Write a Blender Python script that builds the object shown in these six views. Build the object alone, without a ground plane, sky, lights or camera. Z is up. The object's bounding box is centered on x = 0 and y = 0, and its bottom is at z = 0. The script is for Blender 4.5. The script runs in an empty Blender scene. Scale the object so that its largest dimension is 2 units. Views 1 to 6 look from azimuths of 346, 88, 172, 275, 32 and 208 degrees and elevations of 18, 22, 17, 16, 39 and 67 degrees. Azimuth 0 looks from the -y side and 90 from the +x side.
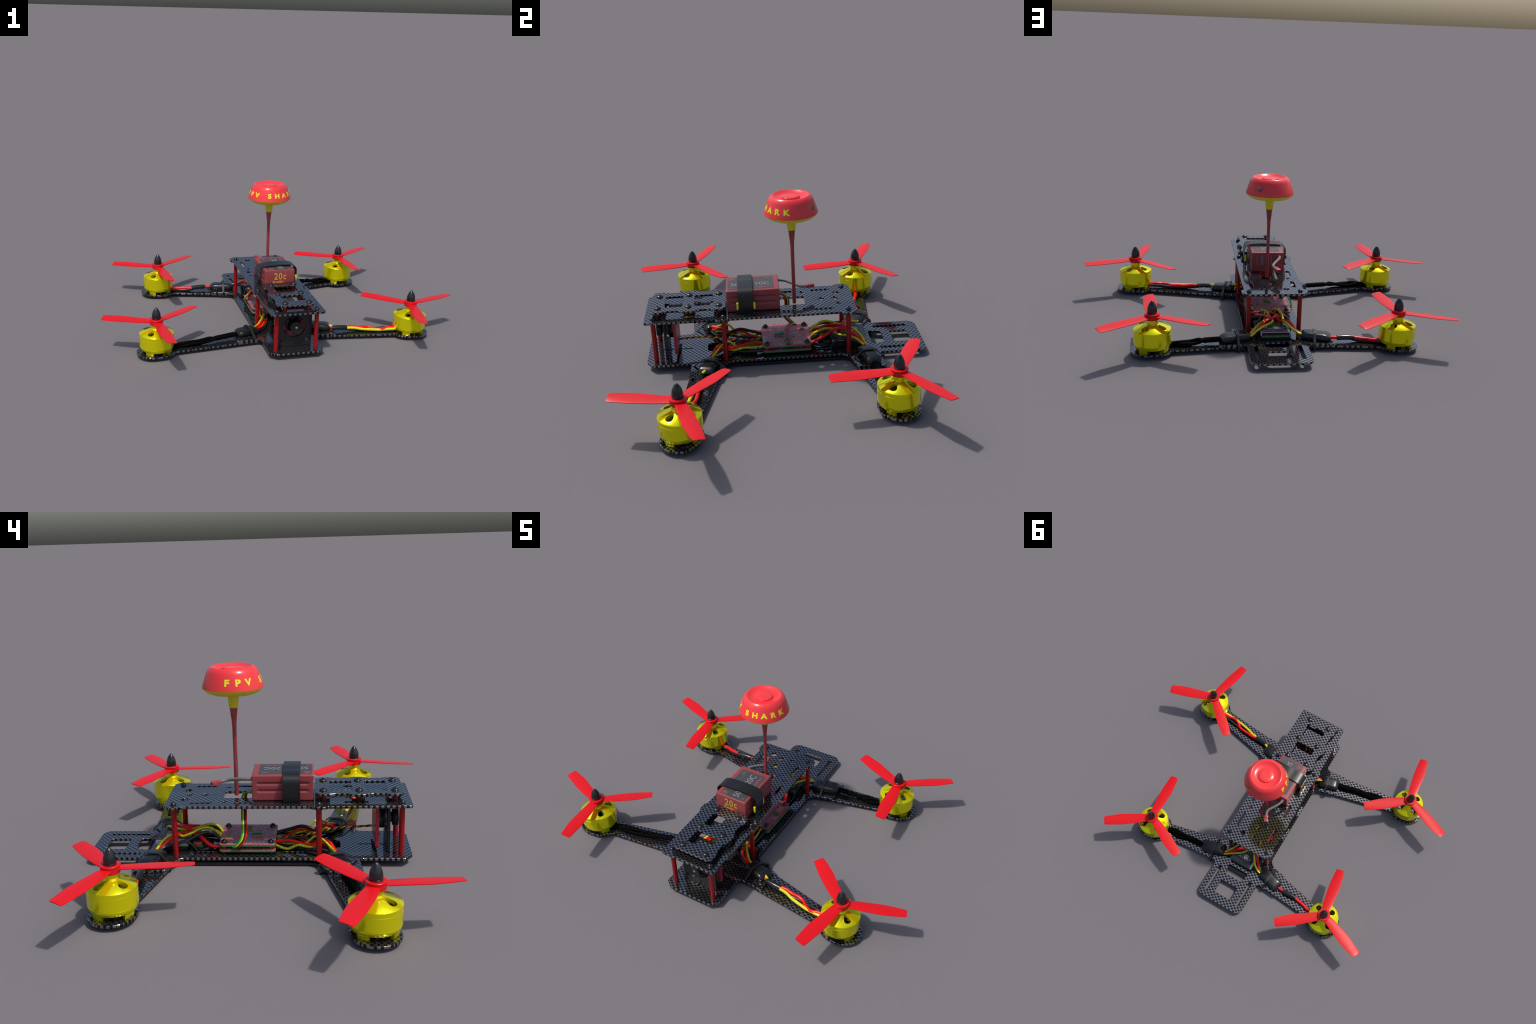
import bpy, bmesh, math, random
from math import sin, cos, pi, radians, hypot, atan2
from mathutils import Vector, Matrix

random.seed(7)
SC = bpy.context.scene
COL = SC.collection

# ------------------------------------------------------------------ materials
def new_mat(name):
    m = bpy.data.materials.new(name)
    m.use_nodes = True
    nt = m.node_tree
    return m, nt, nt.nodes["Principled BSDF"]

def set_in(b, **kw):
    names = dict(col="Base Color", rough="Roughness", metal="Metallic", spec="Specular IOR Level",
                 coat="Coat Weight", coat_rough="Coat Roughness", trans="Transmission Weight",
                 alpha="Alpha", ior="IOR", sheen="Sheen Weight")
    for k, v in kw.items():
        if k == "col":
            v = (*v, 1.0)
        b.inputs[names[k]].default_value = v

def add_noise_bump(nt, b, scale, strength, dist=0.002, detail=3.0, stretch=None):
    tc = nt.nodes.new("ShaderNodeTexCoord")
    n = nt.nodes.new("ShaderNodeTexNoise")
    n.inputs["Scale"].default_value = scale
    n.inputs["Detail"].default_value = detail
    src = tc.outputs["Object"]
    if stretch:
        mp = nt.nodes.new("ShaderNodeMapping")
        mp.inputs["Scale"].default_value = stretch
        nt.links.new(src, mp.inputs["Vector"])
        src = mp.outputs["Vector"]
    nt.links.new(src, n.inputs["Vector"])
    bp = nt.nodes.new("ShaderNodeBump")
    bp.inputs["Strength"].default_value = strength
    bp.inputs["Distance"].default_value = dist
    nt.links.new(n.outputs["Fac"], bp.inputs["Height"])
    nt.links.new(bp.outputs["Normal"], b.inputs["Normal"])
    return n

def plain(name, col, rough=0.4, metal=0.0, spec=0.5, bump=None, vary=0.0, **kw):
    """one colour with a fine noise grain in colour and, if asked, in relief"""
    m, nt, b = new_mat(name)
    set_in(b, col=col, rough=rough, metal=metal, spec=spec, **kw)
    n = None
    if bump:
        n = add_noise_bump(nt, b, *bump)
    if vary:
        if n is None:
            tc = nt.nodes.new("ShaderNodeTexCoord")
            n = nt.nodes.new("ShaderNodeTexNoise")
            n.inputs["Scale"].default_value = 60.0
            nt.links.new(tc.outputs["Object"], n.inputs["Vector"])
        r = nt.nodes.new("ShaderNodeValToRGB")
        r.color_ramp.elements[0].position = 0.35
        r.color_ramp.elements[1].position = 0.65
        r.color_ramp.elements[0].color = (*[c * (1 - vary) for c in col], 1)
        r.color_ramp.elements[1].color = (*[min(1, c * (1 + vary)) for c in col], 1)
        nt.links.new(n.outputs["Fac"], r.inputs["Fac"])
        nt.links.new(r.outputs["Color"], b.inputs["Base Color"])
    return m

CELL_X, CELL_Y = 0.01367, 0.01086
def carbon(name, dark_x, dark_y):
    """woven carbon: staggered rounded black cells between bright tow cells;
    dark_x, dark_y is the centre of one black cell"""
    m, nt, b = new_mat(name)
    N, L = nt.nodes.new, nt.links.new
    tc = N("ShaderNodeTexCoord")
    sp = N("ShaderNodeSeparateXYZ")
    L(tc.outputs["Object"], sp.inputs[0])
    def math_(op, a, bb=None, c=None):
        k = N("ShaderNodeMath"); k.operation = op
        for i, v in enumerate((a, bb, c)):
            if v is None: continue
            if isinstance(v, (int, float)): k.inputs[i].default_value = v
            else: L(v, k.inputs[i])
        return k.outputs[0]
    def wave(axis, d0, cell):
        u = math_("SUBTRACT", sp.outputs[axis], d0)
        u = math_("MULTIPLY", u, pi / cell)
        return math_("COSINE", u)
    prod = math_("MULTIPLY", wave("X", dark_x, CELL_X), wave("Y", dark_y, CELL_Y))
    ramp = N("ShaderNodeValToRGB")
    e = ramp.color_ramp.elements
    e[0].position, e[0].color = 0.49, (1, 1, 1, 1)
    e[1].position, e[1].color = 0.535, (0, 0, 0, 1)
    fac = math_("MULTIPLY_ADD", prod, 0.5, 0.5)
    L(fac, ramp.inputs["Fac"])
    # slight tow to tow variation
    nz = N("ShaderNodeTexNoise"); nz.inputs["Scale"].default_value = 45.0
    L(tc.outputs["Object"], nz.inputs["Vector"])
    nr = N("ShaderNodeMapRange")
    nr.inputs["To Min"].default_value = 0.92; nr.inputs["To Max"].default_value = 1.06
    L(nz.outputs["Fac"], nr.inputs["Value"])
    mix = N("ShaderNodeMix"); mix.data_type = "RGBA"
    mix.inputs["A"].default_value = (0.0035, 0.0035, 0.004, 1)
    mix.inputs["B"].default_value = (*CARBON_LIGHT, 1)
    L(ramp.outputs["Color"], mix.inputs["Factor"])
    hs = N("ShaderNodeHueSaturation")
    L(mix.outputs["Result"], hs.inputs["Color"])
    L(nr.outputs["Result"], hs.inputs["Value"])
    L(hs.outputs["Color"], b.inputs["Base Color"])
    L(math_("MULTIPLY", ramp.outputs["Color"], 0.95), b.inputs["Metallic"])
    set_in(b, rough=0.09, spec=0.35)
    return m
CARBON_LIGHT = (0.28, 0.28, 0.30)

def pcb_mask(name, seed):
    """red solder mask crowded with pale tracks and pad speckle"""
    m, nt, b = new_mat(name)
    N, L = nt.nodes.new, nt.links.new
    tc = N("ShaderNodeTexCoord")
    mp = N("ShaderNodeMapping")
    mp.inputs["Location"].default_value = (seed, seed * 0.7, 0)
    L(tc.outputs["Object"], mp.inputs["Vector"])
    # blocky cells: short tracks and tiny parts
    v = N("ShaderNodeTexVoronoi"); v.distance = "CHEBYCHEV"; v.inputs["Scale"].default_value = 165.0
    L(mp.outputs["Vector"], v.inputs["Vector"])
    r1 = N("ShaderNodeValToRGB")
    e = r1.color_ramp.elements
    e[0].position, e[0].color = 0.0, (0.40, 0.33, 0.39, 1)
    e[1].position, e[1].color = 0.36, (0.43, 0.03, 0.055, 1)
    k = r1.color_ramp.elements.new(0.27); k.color = (0.36, 0.22, 0.28, 1)
    L(v.outputs["Distance"], r1.inputs["Fac"])
    # open patches of clean mask
    n = N("ShaderNodeTexNoise"); n.inputs["Scale"].default_value = 19.0; n.inputs["Detail"].default_value = 1.0
    L(mp.outputs["Vector"], n.inputs["Vector"])
    r2 = N("ShaderNodeValToRGB")
    r2.color_ramp.elements[0].position = 0.52
    r2.color_ramp.elements[1].position = 0.60
    L(n.outputs["Fac"], r2.inputs["Fac"])
    # fine track lines
    w = N("ShaderNodeTexBrick")
    w.inputs["Scale"].default_value = 42.0
    w.inputs["Mortar Size"].default_value = 0.035
    w.inputs["Color1"].default_value = (0.42, 0.05, 0.08, 1)
    w.inputs["Color2"].default_value = (0.38, 0.10, 0.14, 1)
    w.inputs["Mortar"].default_value = (0.36, 0.26, 0.35, 1)
    L(mp.outputs["Vector"], w.inputs["Vector"])
    mx = N("ShaderNodeMix"); mx.data_type = "RGBA"
    L(r2.outputs["Color"], mx.inputs["Factor"])
    L(r1.outputs["Color"], mx.inputs["A"])
    L(w.outputs["Color"], mx.inputs["B"])
    L(mx.outputs["Result"], b.inputs["Base Color"])
    set_in(b, rough=0.35, spec=0.4)
    return m

def wrinkled(name, col, dark, rough):
    """braided, wrinkled sleeve of the yellow leads"""
    m, nt, b = new_mat(name)
    N, L = nt.nodes.new, nt.links.new
    set_in(b, rough=rough, metal=0.35)
    n = add_noise_bump(nt, b, 170.0, 0.6, 0.002, 2.0, (1, 1, 1))
    r = N("ShaderNodeValToRGB")
    r.color_ramp.elements[0].position = 0.32; r.color_ramp.elements[0].color = (*dark, 1)
    r.color_ramp.elements[1].position = 0.52; r.color_ramp.elements[1].color = (*col, 1)
    L(n.outputs["Fac"], r.inputs["Fac"])
    L(r.outputs["Color"], b.inputs["Base Color"])
    return m

def streaked(name, col, rough):
    """coaxial stem: dull red with fine lengthwise streaks"""
    m, nt, b = new_mat(name)
    N, L = nt.nodes.new, nt.links.new
    set_in(b, rough=rough, spec=0.35)
    tc = N("ShaderNodeTexCoord"); mp = N("ShaderNodeMapping")
    mp.inputs["Scale"].default_value = (330, 330, 6)
    L(tc.outputs["Object"], mp.inputs["Vector"])
    n = N("ShaderNodeTexNoise"); n.inputs["Scale"].default_value = 1.0
    L(mp.outputs["Vector"], n.inputs["Vector"])
    r = N("ShaderNodeValToRGB")
    r.color_ramp.elements[0].position = 0.36; r.color_ramp.elements[0].color = (*[c * 0.62 for c in col], 1)
    r.color_ramp.elements[1].position = 0.62; r.color_ramp.elements[1].color = (*[c * 1.15 for c in col], 1)
    L(n.outputs["Fac"], r.inputs["Fac"]); L(r.outputs["Color"], b.inputs["Base Color"])
    return m

M = {}
M["carbon_base"] = carbon("carbon_base", -0.107, 0.7031)
M["carbon_arm"] = carbon("carbon_arm", -0.3508, -0.4034)
M["carbon_top"] = carbon("carbon_top", -0.1183, -0.5881)
M["carbon_cam"] = carbon("carbon_camera_plate", -0.0844, -0.5836)
M["dark_plate"] = plain("dark_plate", (0.012, 0.012, 0.013), 0.28, spec=0.5, vary=0.15)
M["gold"] = plain("yellow_anodised", (0.93, 0.89, 0.004), 0.13, metal=0.62, bump=(900, 0.03, 0.0005), vary=0.03)
M["stator"] = plain("stator_black", (0.008, 0.008, 0.008), 0.6, vary=0.2)
M["prop"] = plain("red_propeller_plastic", (0.70, 0.0065, 0.011), 0.33, spec=0.32, vary=0.03)
M["black_gloss"] = plain("black_nut", (0.011, 0.012, 0.013), 0.22, spec=0.6, bump=(300, 0.05, 0.0005), vary=0.2)
M["screw"] = plain("black_screw", (0.010, 0.010, 0.011), 0.2, spec=0.6, vary=0.2)
M["post"] = plain("red_standoff", (0.33, 0.0045, 0.006), 0.3, metal=0.15, vary=0.06)
M["battery"] = plain("battery_red_wrap", (0.27, 0.046, 0.050), 0.42, spec=0.5, bump=(240, 0.10, 0.0008), vary=0.05)
M["label"] = plain("grey_label", (0.055, 0.055, 0.06), 0.5, bump=(400, 0.05, 0.0005), vary=0.15)
M["white_ink"] = plain("white_ink", (0.33, 0.33, 0.35), 0.5, vary=0.08)
M["grey_ink"] = plain("grey_ink", (0.22, 0.22, 0.23), 0.5, vary=0.1)
M["red_ink"] = plain("red_ink", (0.34, 0.08, 0.09), 0.5, vary=0.08)
M["bright_red_ink"] = plain("bright_red_ink", (0.72, 0.03, 0.03), 0.4, vary=0.05)
M["yellow_ink"] = plain("yellow_ink", (0.50, 0.38, 0.04), 0.45, vary=0.1)
M["orange_ink"] = plain("orange_ink", (0.6, 0.2, 0.05), 0.45, vary=0.1)
M["green_ink"] = plain("green_ink", (0.16, 0.42, 0.03), 0.45, vary=0.1)
M["strap"] = plain("black_strap", (0.011, 0.011, 0.012), 0.33, spec=0.5, bump=(500, 0.12, 0.0006), vary=0.2)
M["rubber"] = plain("black_tie", (0.018, 0.018, 0.018), 0.42, vary=0.2)
M["shrink"] = plain("black_heat_shrink", (0.010, 0.011, 0.012), 0.22, spec=0.55, bump=(60, 0.12, 0.003), vary=0.15)
M["buckle"] = plain("yellow_buckle", (0.8, 0.75, 0.01), 0.35, vary=0.05)
M["grey_cable"] = plain("grey_cable", (0.17, 0.17, 0.165), 0.5, vary=0.06)
M["plug"] = plain("red_plug", (0.36, 0.06, 0.062), 0.24, spec=0.6, vary=0.1)
M["head_red"] = plain("antenna_red", (0.88, 0.048, 0.052), 0.22, spec=0.5, bump=(14, 0.10, 0.004), vary=0.03)
M["head_yellow"] = plain("antenna_yellow", (0.74, 0.70, 0.012), 0.42, bump=(30, 0.06, 0.003), vary=0.04)
M["letter_yellow"] = plain("letter_yellow", (0.86, 0.80, 0.02), 0.4, vary=0.06)
M["logo_blue"] = plain("logo_blue", (0.16, 0.06, 0.20), 0.4, vary=0.15)
M["logo_olive"] = plain("logo_olive", (0.42, 0.22, 0.035), 0.4, vary=0.15)
M["stem"] = streaked("antenna_stem", (0.36, 0.055, 0.06), 0.38)
M["pcb_red"] = pcb_mask("board_red_mask", 3.1)
M["pcb_red_cam"] = pcb_mask("camera_board_mask", 9.7)
M["pcb_green"] = plain("board_green_core", (0.06, 0.165, 0.055), 0.5, vary=0.1)
M["pcb_red_edge"] = plain("board_red_edge", (0.42, 0.012, 0.022), 0.3, vary=0.08)
M["chip_green"] = plain("chip_green", (0.035, 0.11, 0.04), 0.4, vary=0.1)
M["chip_yellow"] = plain("chip_yellow", (0.36, 0.34, 0.04), 0.4, vary=0.1)
M["pad"] = plain("solder_pad", (0.42, 0.38, 0.31), 0.35, metal=0.3, vary=0.15)
M["grey_part"] = plain("grey_component", (0.26, 0.25, 0.29), 0.45, vary=0.2)
M["wire_red"] = plain("wire_red", (0.80, 0.006, 0.007), 0.28, spec=0.4, bump=(80, 0.15, 0.002), vary=0.1)
M["wire_yellow"] = wrinkled("wire_yellow", (0.72, 0.68, 0.012), (0.30, 0.24, 0.006), 0.33)
M["wire_yellow_plain"] = plain("wire_yellow_plain", (0.66, 0.64, 0.006), 0.3, vary=0.06)
M["wire_black"] = plain("wire_black", (0.009, 0.009, 0.010), 0.3, spec=0.5, bump=(80, 0.15, 0.002), vary=0.2)
M["wire_void"] = plain("wire_deep_black", (0.0015, 0.0015, 0.0015), 0.7, spec=0.05, vary=0.3)
M["wire_green"] = plain("wire_green", (0.01, 0.32, 0.01), 0.35, vary=0.08)
M["silver"] = plain("silver_case", (0.55, 0.55, 0.58), 0.3, metal=0.6, vary=0.05)
M["white_case"] = plain("white_case", (0.45, 0.45, 0.49), 0.45, vary=0.05)
M["foam"] = plain("black_foam", (0.006, 0.006, 0.007), 0.8, bump=(300, 0.3, 0.002), vary=0.3)
M["lens_black"] = plain("lens_black", (0.010, 0.010, 0.010), 0.35, vary=0.2)
M["cam_plate"] = plain("camera_mount_black", (0.016, 0.016, 0.017), 0.4, bump=(200, 0.1, 0.001), vary=0.2)
M["glass_bead"] = plain("lens_glass", (0.5, 0.5, 0.5), 0.08, spec=0.8, vary=0.05)  # pale grey base paints the small white highlight at the lens centre
# ------------------------------------------------------------------ object helpers
ROOT = bpy.data.objects.new("racing_drone", None)
COL.objects.link(ROOT)
ROOT["label"] = "four-arm carbon racing drone, red propellers, yellow motors and mushroom antenna"
ROOT["category"] = "racing drone"

def put(obj, parent=None, kind=None):
    if obj.name not in COL.objects:
        COL.objects.link(obj)
    obj.parent = parent or ROOT
    if kind: obj["kind"] = kind
    return obj

def finish(me, mats, angle=35):
    for p in me.polygons: p.use_smooth = True
    me.set_sharp_from_angle(angle=radians(angle))
    if not isinstance(mats, (list, tuple)): mats = [mats]
    if not me.materials:
        for m in mats: me.materials.append(m)
    return me

def mesh_obj(name, verts, faces, mat, parent=None, angle=35, kind=None, fix=True):
    me = bpy.data.meshes.new(name)
    me.from_pydata([tuple(v) for v in verts], [], faces)
    if fix:
        bm = bmesh.new(); bm.from_mesh(me)
        bmesh.ops.recalc_face_normals(bm, faces=bm.faces)
        bm.to_mesh(me); bm.free()
    me.validate()
    finish(me, mat, angle)
    return put(bpy.data.objects.new(name, me), parent, kind)

def bm_obj(name, bm, mat, parent=None, angle=35, kind=None):
    bmesh.ops.recalc_face_normals(bm, faces=bm.faces)
    me = bpy.data.meshes.new(name)
    bm.to_mesh(me); bm.free()
    finish(me, mat, angle)
    return put(bpy.data.objects.new(name, me), parent, kind)

def copy_obj(o, name, loc=(0, 0, 0), rot=0.0, parent=None, kind=None):
    c = bpy.data.objects.new(name, o.data)
    put(c, parent, kind)
    c.location = loc
    c.rotation_euler = (0, 0, rot)
    return c

def rounded(pts, seg=6):
    """polygon with a fillet radius at each corner: (x, y, r)"""
    out, n = [], len(pts)
    for i in range(n):
        x, y, r = pts[i]
        if r <= 0:
            out.append((x, y)); continue
        p = Vector((x, y)); a = Vector(pts[i - 1][:2]); b = Vector(pts[(i + 1) % n][:2])
        da, db = (a - p), (b - p)
        la, lb = da.length, db.length
        da.normalize(); db.normalize()
        ang = da.angle(db)
        if ang > pi - 0.02:
            out.append((x, y)); continue
        t = min(r / math.tan(ang / 2), la * 0.49, lb * 0.49)
        rr = t * math.tan(ang / 2)
        bis = (da + db).normalized()
        c = p + bis * (rr / sin(ang / 2))
        s, e = p + da * t, p + db * t
        a0, a1 = atan2(s.y - c.y, s.x - c.x), atan2(e.y - c.y, e.x - c.x)
        d = (a1 - a0 + pi) % (2 * pi) - pi
        for k in range(seg + 1):
            q = a0 + d * k / seg
            out.append((c.x + rr * cos(q), c.y + rr * sin(q)))
    return out

def circle(cx, cy, r, n=20):
    return [(cx + r * cos(2 * pi * i / n), cy + r * sin(2 * pi * i / n)) for i in range(n)]

def rrect(x0, y0, x1, y1, r, seg=4):
    return rounded([(x0, y0, r), (x1, y0, r), (x1, y1, r), (x0, y1, r)], seg)

def plate_mesh(name, outline, holes, z0, z1, bevel=0.0012):
    cu = bpy.data.curves.new(name, "CURVE")
    cu.dimensions = "2D"; cu.fill_mode = "BOTH"
    for loop in [outline] + holes:
        s = cu.splines.new("POLY")
        s.points.add(len(loop) - 1)
        for p, q in zip(s.points, loop): p.co = (q[0], q[1], 0, 1)
        s.use_cyclic_u = True
    h = (z1 - z0) / 2
    cu.extrude = h - bevel
    cu.bevel_depth = bevel; cu.bevel_resolution = 0; cu.offset = -bevel
    ob = bpy.data.objects.new(name, cu); COL.objects.link(ob)
    dg = bpy.context.evaluated_depsgraph_get()
    me = bpy.data.meshes.new_from_object(ob.evaluated_get(dg))
    bpy.data.objects.remove(ob); bpy.data.curves.remove(cu)
    me.transform(Matrix.Translation((0, 0, (z0 + z1) / 2)))
    bm = bmesh.new(); bm.from_mesh(me)
    bmesh.ops.remove_doubles(bm, verts=bm.verts, dist=1e-5)
    bmesh.ops.recalc_face_normals(bm, faces=bm.faces)
    bm.to_mesh(me); bm.free()
    me.materials.clear()
    me.name = name
    return me

def plate(name, outline, holes, z0, z1, mat, parent=None, bevel=0.0012):
    me = plate_mesh(name, outline, holes, z0, z1, bevel)
    finish(me, mat, 30)
    return put(bpy.data.objects.new(name, me), parent)

def lathe_bm(profile, n=48, bm=None, centre=(0, 0)):
    """closed or axis-touching profile of (r, z) spun about z"""
    bm = bm or bmesh.new()
    rings = []
    for r, z in profile:
        if r < 1e-6:
            rings.append([bm.verts.new((centre[0], centre[1], z))])
        else:
            rings.append([bm.verts.new((centre[0] + r * cos(2 * pi * i / n), centre[1] + r * sin(2 * pi * i / n), z)) for i in range(n)])
    for a, b in zip(rings, rings[1:]):
        for i in range(n):
            j = (i + 1) % n
            if len(a) == 1 and len(b) == 1: continue
            if len(a) == 1: bm.faces.new((a[0], b[i], b[j]))
            elif len(b) == 1: bm.faces.new((a[i], a[j], b[0]))
            else: bm.faces.new((a[i], a[j], b[j], b[i]))
    return bm

def lathe(name, profile, mat, parent=None, n=48, angle=35, centre=(0, 0)):
    return bm_obj(name, lathe_bm(profile, n, None, centre), mat, parent, angle)

def box_bm(bm, x0, x1, y0, y1, z0, z1, bevel=0.0, seg=2, matrix=None):
    vs = [bm.verts.new(p) for p in ((x0, y0, z0), (x1, y0, z0), (x1, y1, z0), (x0, y1, z0), (x0, y0, z1), (x1, y0, z1), (x1, y1, z1), (x0, y1, z1))]
    fs = [bm.faces.new([vs[i] for i in f]) for f in ((3, 2, 1, 0), (4, 5, 6, 7), (0, 1, 5, 4), (1, 2, 6, 5), (2, 3, 7, 6), (3, 0, 4, 7))]
    if bevel:
        es = list({e for f in fs for e in f.edges})
        r = bmesh.ops.bevel(bm, geom=es, offset=bevel, segments=seg, affect="EDGES", profile=0.5)
        vs = list({v for f in r["faces"] for v in f.verts} | {v for v in vs if v.is_valid})
    if matrix is not None:
        for v in vs:
            if v.is_valid: v.co = matrix @ v.co
    return bm

def box(name, x0, x1, y0, y1, z0, z1, mat, parent=None, bevel=0.001, seg=2, matrix=None, kind=None):
    return bm_obj(name, box_bm(bmesh.new(), x0, x1, y0, y1, z0, z1, bevel, seg, matrix), mat, parent, 40, kind)

def smooth_path(pts, sub=6):
    P = [Vector(p) for p in pts]
    P = [P[0] * 2 - P[1]] + P + [P[-1] * 2 - P[-2]]
    out = []
    for i in range(1, len(P) - 2):
        a, b, c, d = P[i - 1:i + 3]
        for k in range(sub):
            t = k / sub
            out.append(0.5 * ((2 * b) + (c - a) * t + (2 * a - 5 * b + 4 * c - d) * t * t + (3 * b - a - 3 * c + d) * t ** 3))
    out.append(P[-2])
    return out

def tube_bm(bm, pts, r, n=10, sub=6, flat=1.0, taper=None):
    path = smooth_path(pts, sub) if sub > 1 else [Vector(p) for p in pts]
    up = Vector((0, 0, 1)); rings = []
    prev = None
    for i, p in enumerate(path):
        t = (path[min(i + 1, len(path) - 1)] - path[max(i - 1, 0)])
        t = t.normalized() if t.length > 1e-9 else prev_t
        prev_t = t
        if prev is None:
            s = t.cross(up)
            s = s.normalized() if s.length > 1e-3 else Vector((1, 0, 0))
        else:
            s = (prev - t * prev.dot(t)).normalized()
        prev = s; u = s.cross(t)
        rr = r * (taper(i / (len(path) - 1)) if taper else 1)
        rings.append([bm.verts.new(p + s * rr * cos(2 * pi * k / n) + u * rr * flat * sin(2 * pi * k / n)) for k in range(n)])
    for a, b in zip(rings, rings[1:]):
        for k in range(n):
            bm.faces.new((a[k], a[(k + 1) % n], b[(k + 1) % n], b[k]))
    bm.faces.new(rings[0]); bm.faces.new(list(reversed(rings[-1])))
    return bm

def tube(name, pts, r, mat, parent=None, n=10, sub=6, flat=1.0, taper=None):
    return bm_obj(name, tube_bm(bmesh.new(), pts, r, n, sub, flat, taper), mat, parent, 50)

def text_mesh(body, size, depth=0.0006, spacing=1.0, align="CENTER", bold=0.0, xs=1.0, res=4):
    cu = bpy.data.curves.new("lettering", "FONT")
    cu.body = body; cu.size = size; cu.extrude = depth; cu.align_x = align; cu.align_y = "CENTER"
    cu.space_character = spacing; cu.offset = bold; cu.resolution_u = res
    ob = bpy.data.objects.new("lettering", cu); COL.objects.link(ob)
    dg = bpy.context.evaluated_depsgraph_get()
    me = bpy.data.meshes.new_from_object(ob.evaluated_get(dg))
    bpy.data.objects.remove(ob); bpy.data.curves.remove(cu)
    me.materials.clear()
    if xs != 1.0: me.transform(Matrix.Diagonal((xs, 1, 1, 1)))
    return me

def lettering(name, body, size, loc, rot, mat, parent, **kw):
    """flat writing: rot is a 3x3/4x4 rotation taking text x,y,z to the surface frame"""
    me = text_mesh(body, size, **kw)
    me.transform(Matrix.Translation(loc) @ rot.to_4x4())
    me.name = name
    for m in [mat]: me.materials.append(m)
    return put(bpy.data.objects.new(name, me), parent)

def frame(x, y):
    x = Vector(x).normalized(); y = Vector(y).normalized(); z = x.cross(y)
    return Matrix((x, y, z)).transposed()

# ------------------------------------------------------------------ levels (z)
Z_BOT = (0.0015, 0.0130)     # plain lower plate
Z_ARM = (0.0135, 0.0240)     # four arms, clamped between the plates
Z_BASE = (0.0245, 0.0360)    # long base plate with tail
Z_TOP = (0.2450, 0.2560)     # battery deck
Z_CAM = (0.2815, 0.2920)     # raised camera plate

MOTORS = [  # x, y, propeller phase in degrees
    (0.7165, -0.4205, 18.0), (-0.7205, -0.4215, 38.0), (0.6020, 0.4800, 34.3), (-0.6020, 0.4810, 38.0)]
PAD_R = 0.0860

# ------------------------------------------------------------------ base plate and lower plate
def mirror_outline(right):
    """right half from front centre to rear centre (x>0) -> closed counter-clockwise outline"""
    left = [(-x, y, r) for x, y, r in reversed(right)]
    return right + left

base_right = [(0.113, -0.6150, 0.010), (0.1510, -0.5850, 0.010), (0.1510, -0.4020, 0.020), (0.2850, -0.4120, 0.008),
              (0.2750, -0.2720, 0.008), (0.1500, -0.2370, 0.052), (0.1500, 0.3330, 0.052), (0.2720, 0.3600, 0.008),
              (0.2850, 0.4940, 0.008), (0.1500, 0.4820, 0.018), (0.1505, 0.7090, 0.042)]
base_holes = []
for s in (1, -1):
    base_holes.append(rrect(s * 0.108 - 0.0095, 0.495, s * 0.108 + 0.0095, 0.664, 0.005))          # tail slots
    base_holes.append(rrect(s * 0.094 - 0.009, 0.186, s * 0.094 + 0.009, 0.273, 0.005))             # strap slots
    base_holes.append(rrect(s * 0.094 - 0.009, -0.181, s * 0.094 + 0.009, -0.095, 0.005))
base_holes.append(rrect(-0.057, 0.5680, 0.057, 0.6540, 0.014))                                         # tail window
base_holes.append(rounded([(-0.066, 0.4610, 0.002), (0.066, 0.4610, 0.002), (0.055, 0.5240, 0.014), (-0.055, 0.5240, 0.014)]))
base_holes.append(rrect(-0.042, -0.330, 0.042, -0.215, 0.020))                                         # lightening window
base_holes.append(rrect(-0.045, 0.205, 0.045, 0.285, 0.020))
cross = [(-0.003, -0.5450), (0.003, -0.5450), (0.003, -0.4670), (0.055, -0.4670), (0.055, -0.4610), (0.003, -0.4610),
         (0.003, -0.4050), (-0.003, -0.4050), (-0.003, -0.4610), (-0.055, -0.4610), (-0.055, -0.4670), (-0.003, -0.4670)]
base_holes.append(cross)
base = plate("base_plate", rounded(mirror_outline(base_right)), base_holes, *Z_BASE, M["carbon_base"])

low_right = [(0.1100, -0.4100, 0.02), (0.1500, -0.3930, 0.02), (0.2620, -0.3960, 0.010), (0.2560, -0.2860, 0.008), (0.1440, -0.2400, 0.050),
             (0.1440, 0.3370, 0.050), (0.2560, 0.3680, 0.008), (0.2660, 0.4800, 0.008), (0.1200, 0.4840, 0.03)]
low_holes = [rrect(-0.042, -0.330, 0.042, -0.215, 0.020), rrect(-0.045, 0.205, 0.045, 0.285, 0.020)]
plate("bottom_plate", rounded(mirror_outline(low_right)), low_holes, *Z_BOT, M["dark_plate"])

# ------------------------------------------------------------------ arms
def seg_circle(p, q, c, r):
    """first point on segment p->q (extended) that meets the circle"""
    d = (Vector(q) - Vector(p)); f = Vector(p) - Vector(c)
    a, b, cc = d.dot(d), 2 * f.dot(d), f.dot(f) - r * r
    t = (-b - math.sqrt(max(0, b * b - 4 * a * cc))) / (2 * a)
    return Vector(p) + d * t

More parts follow.
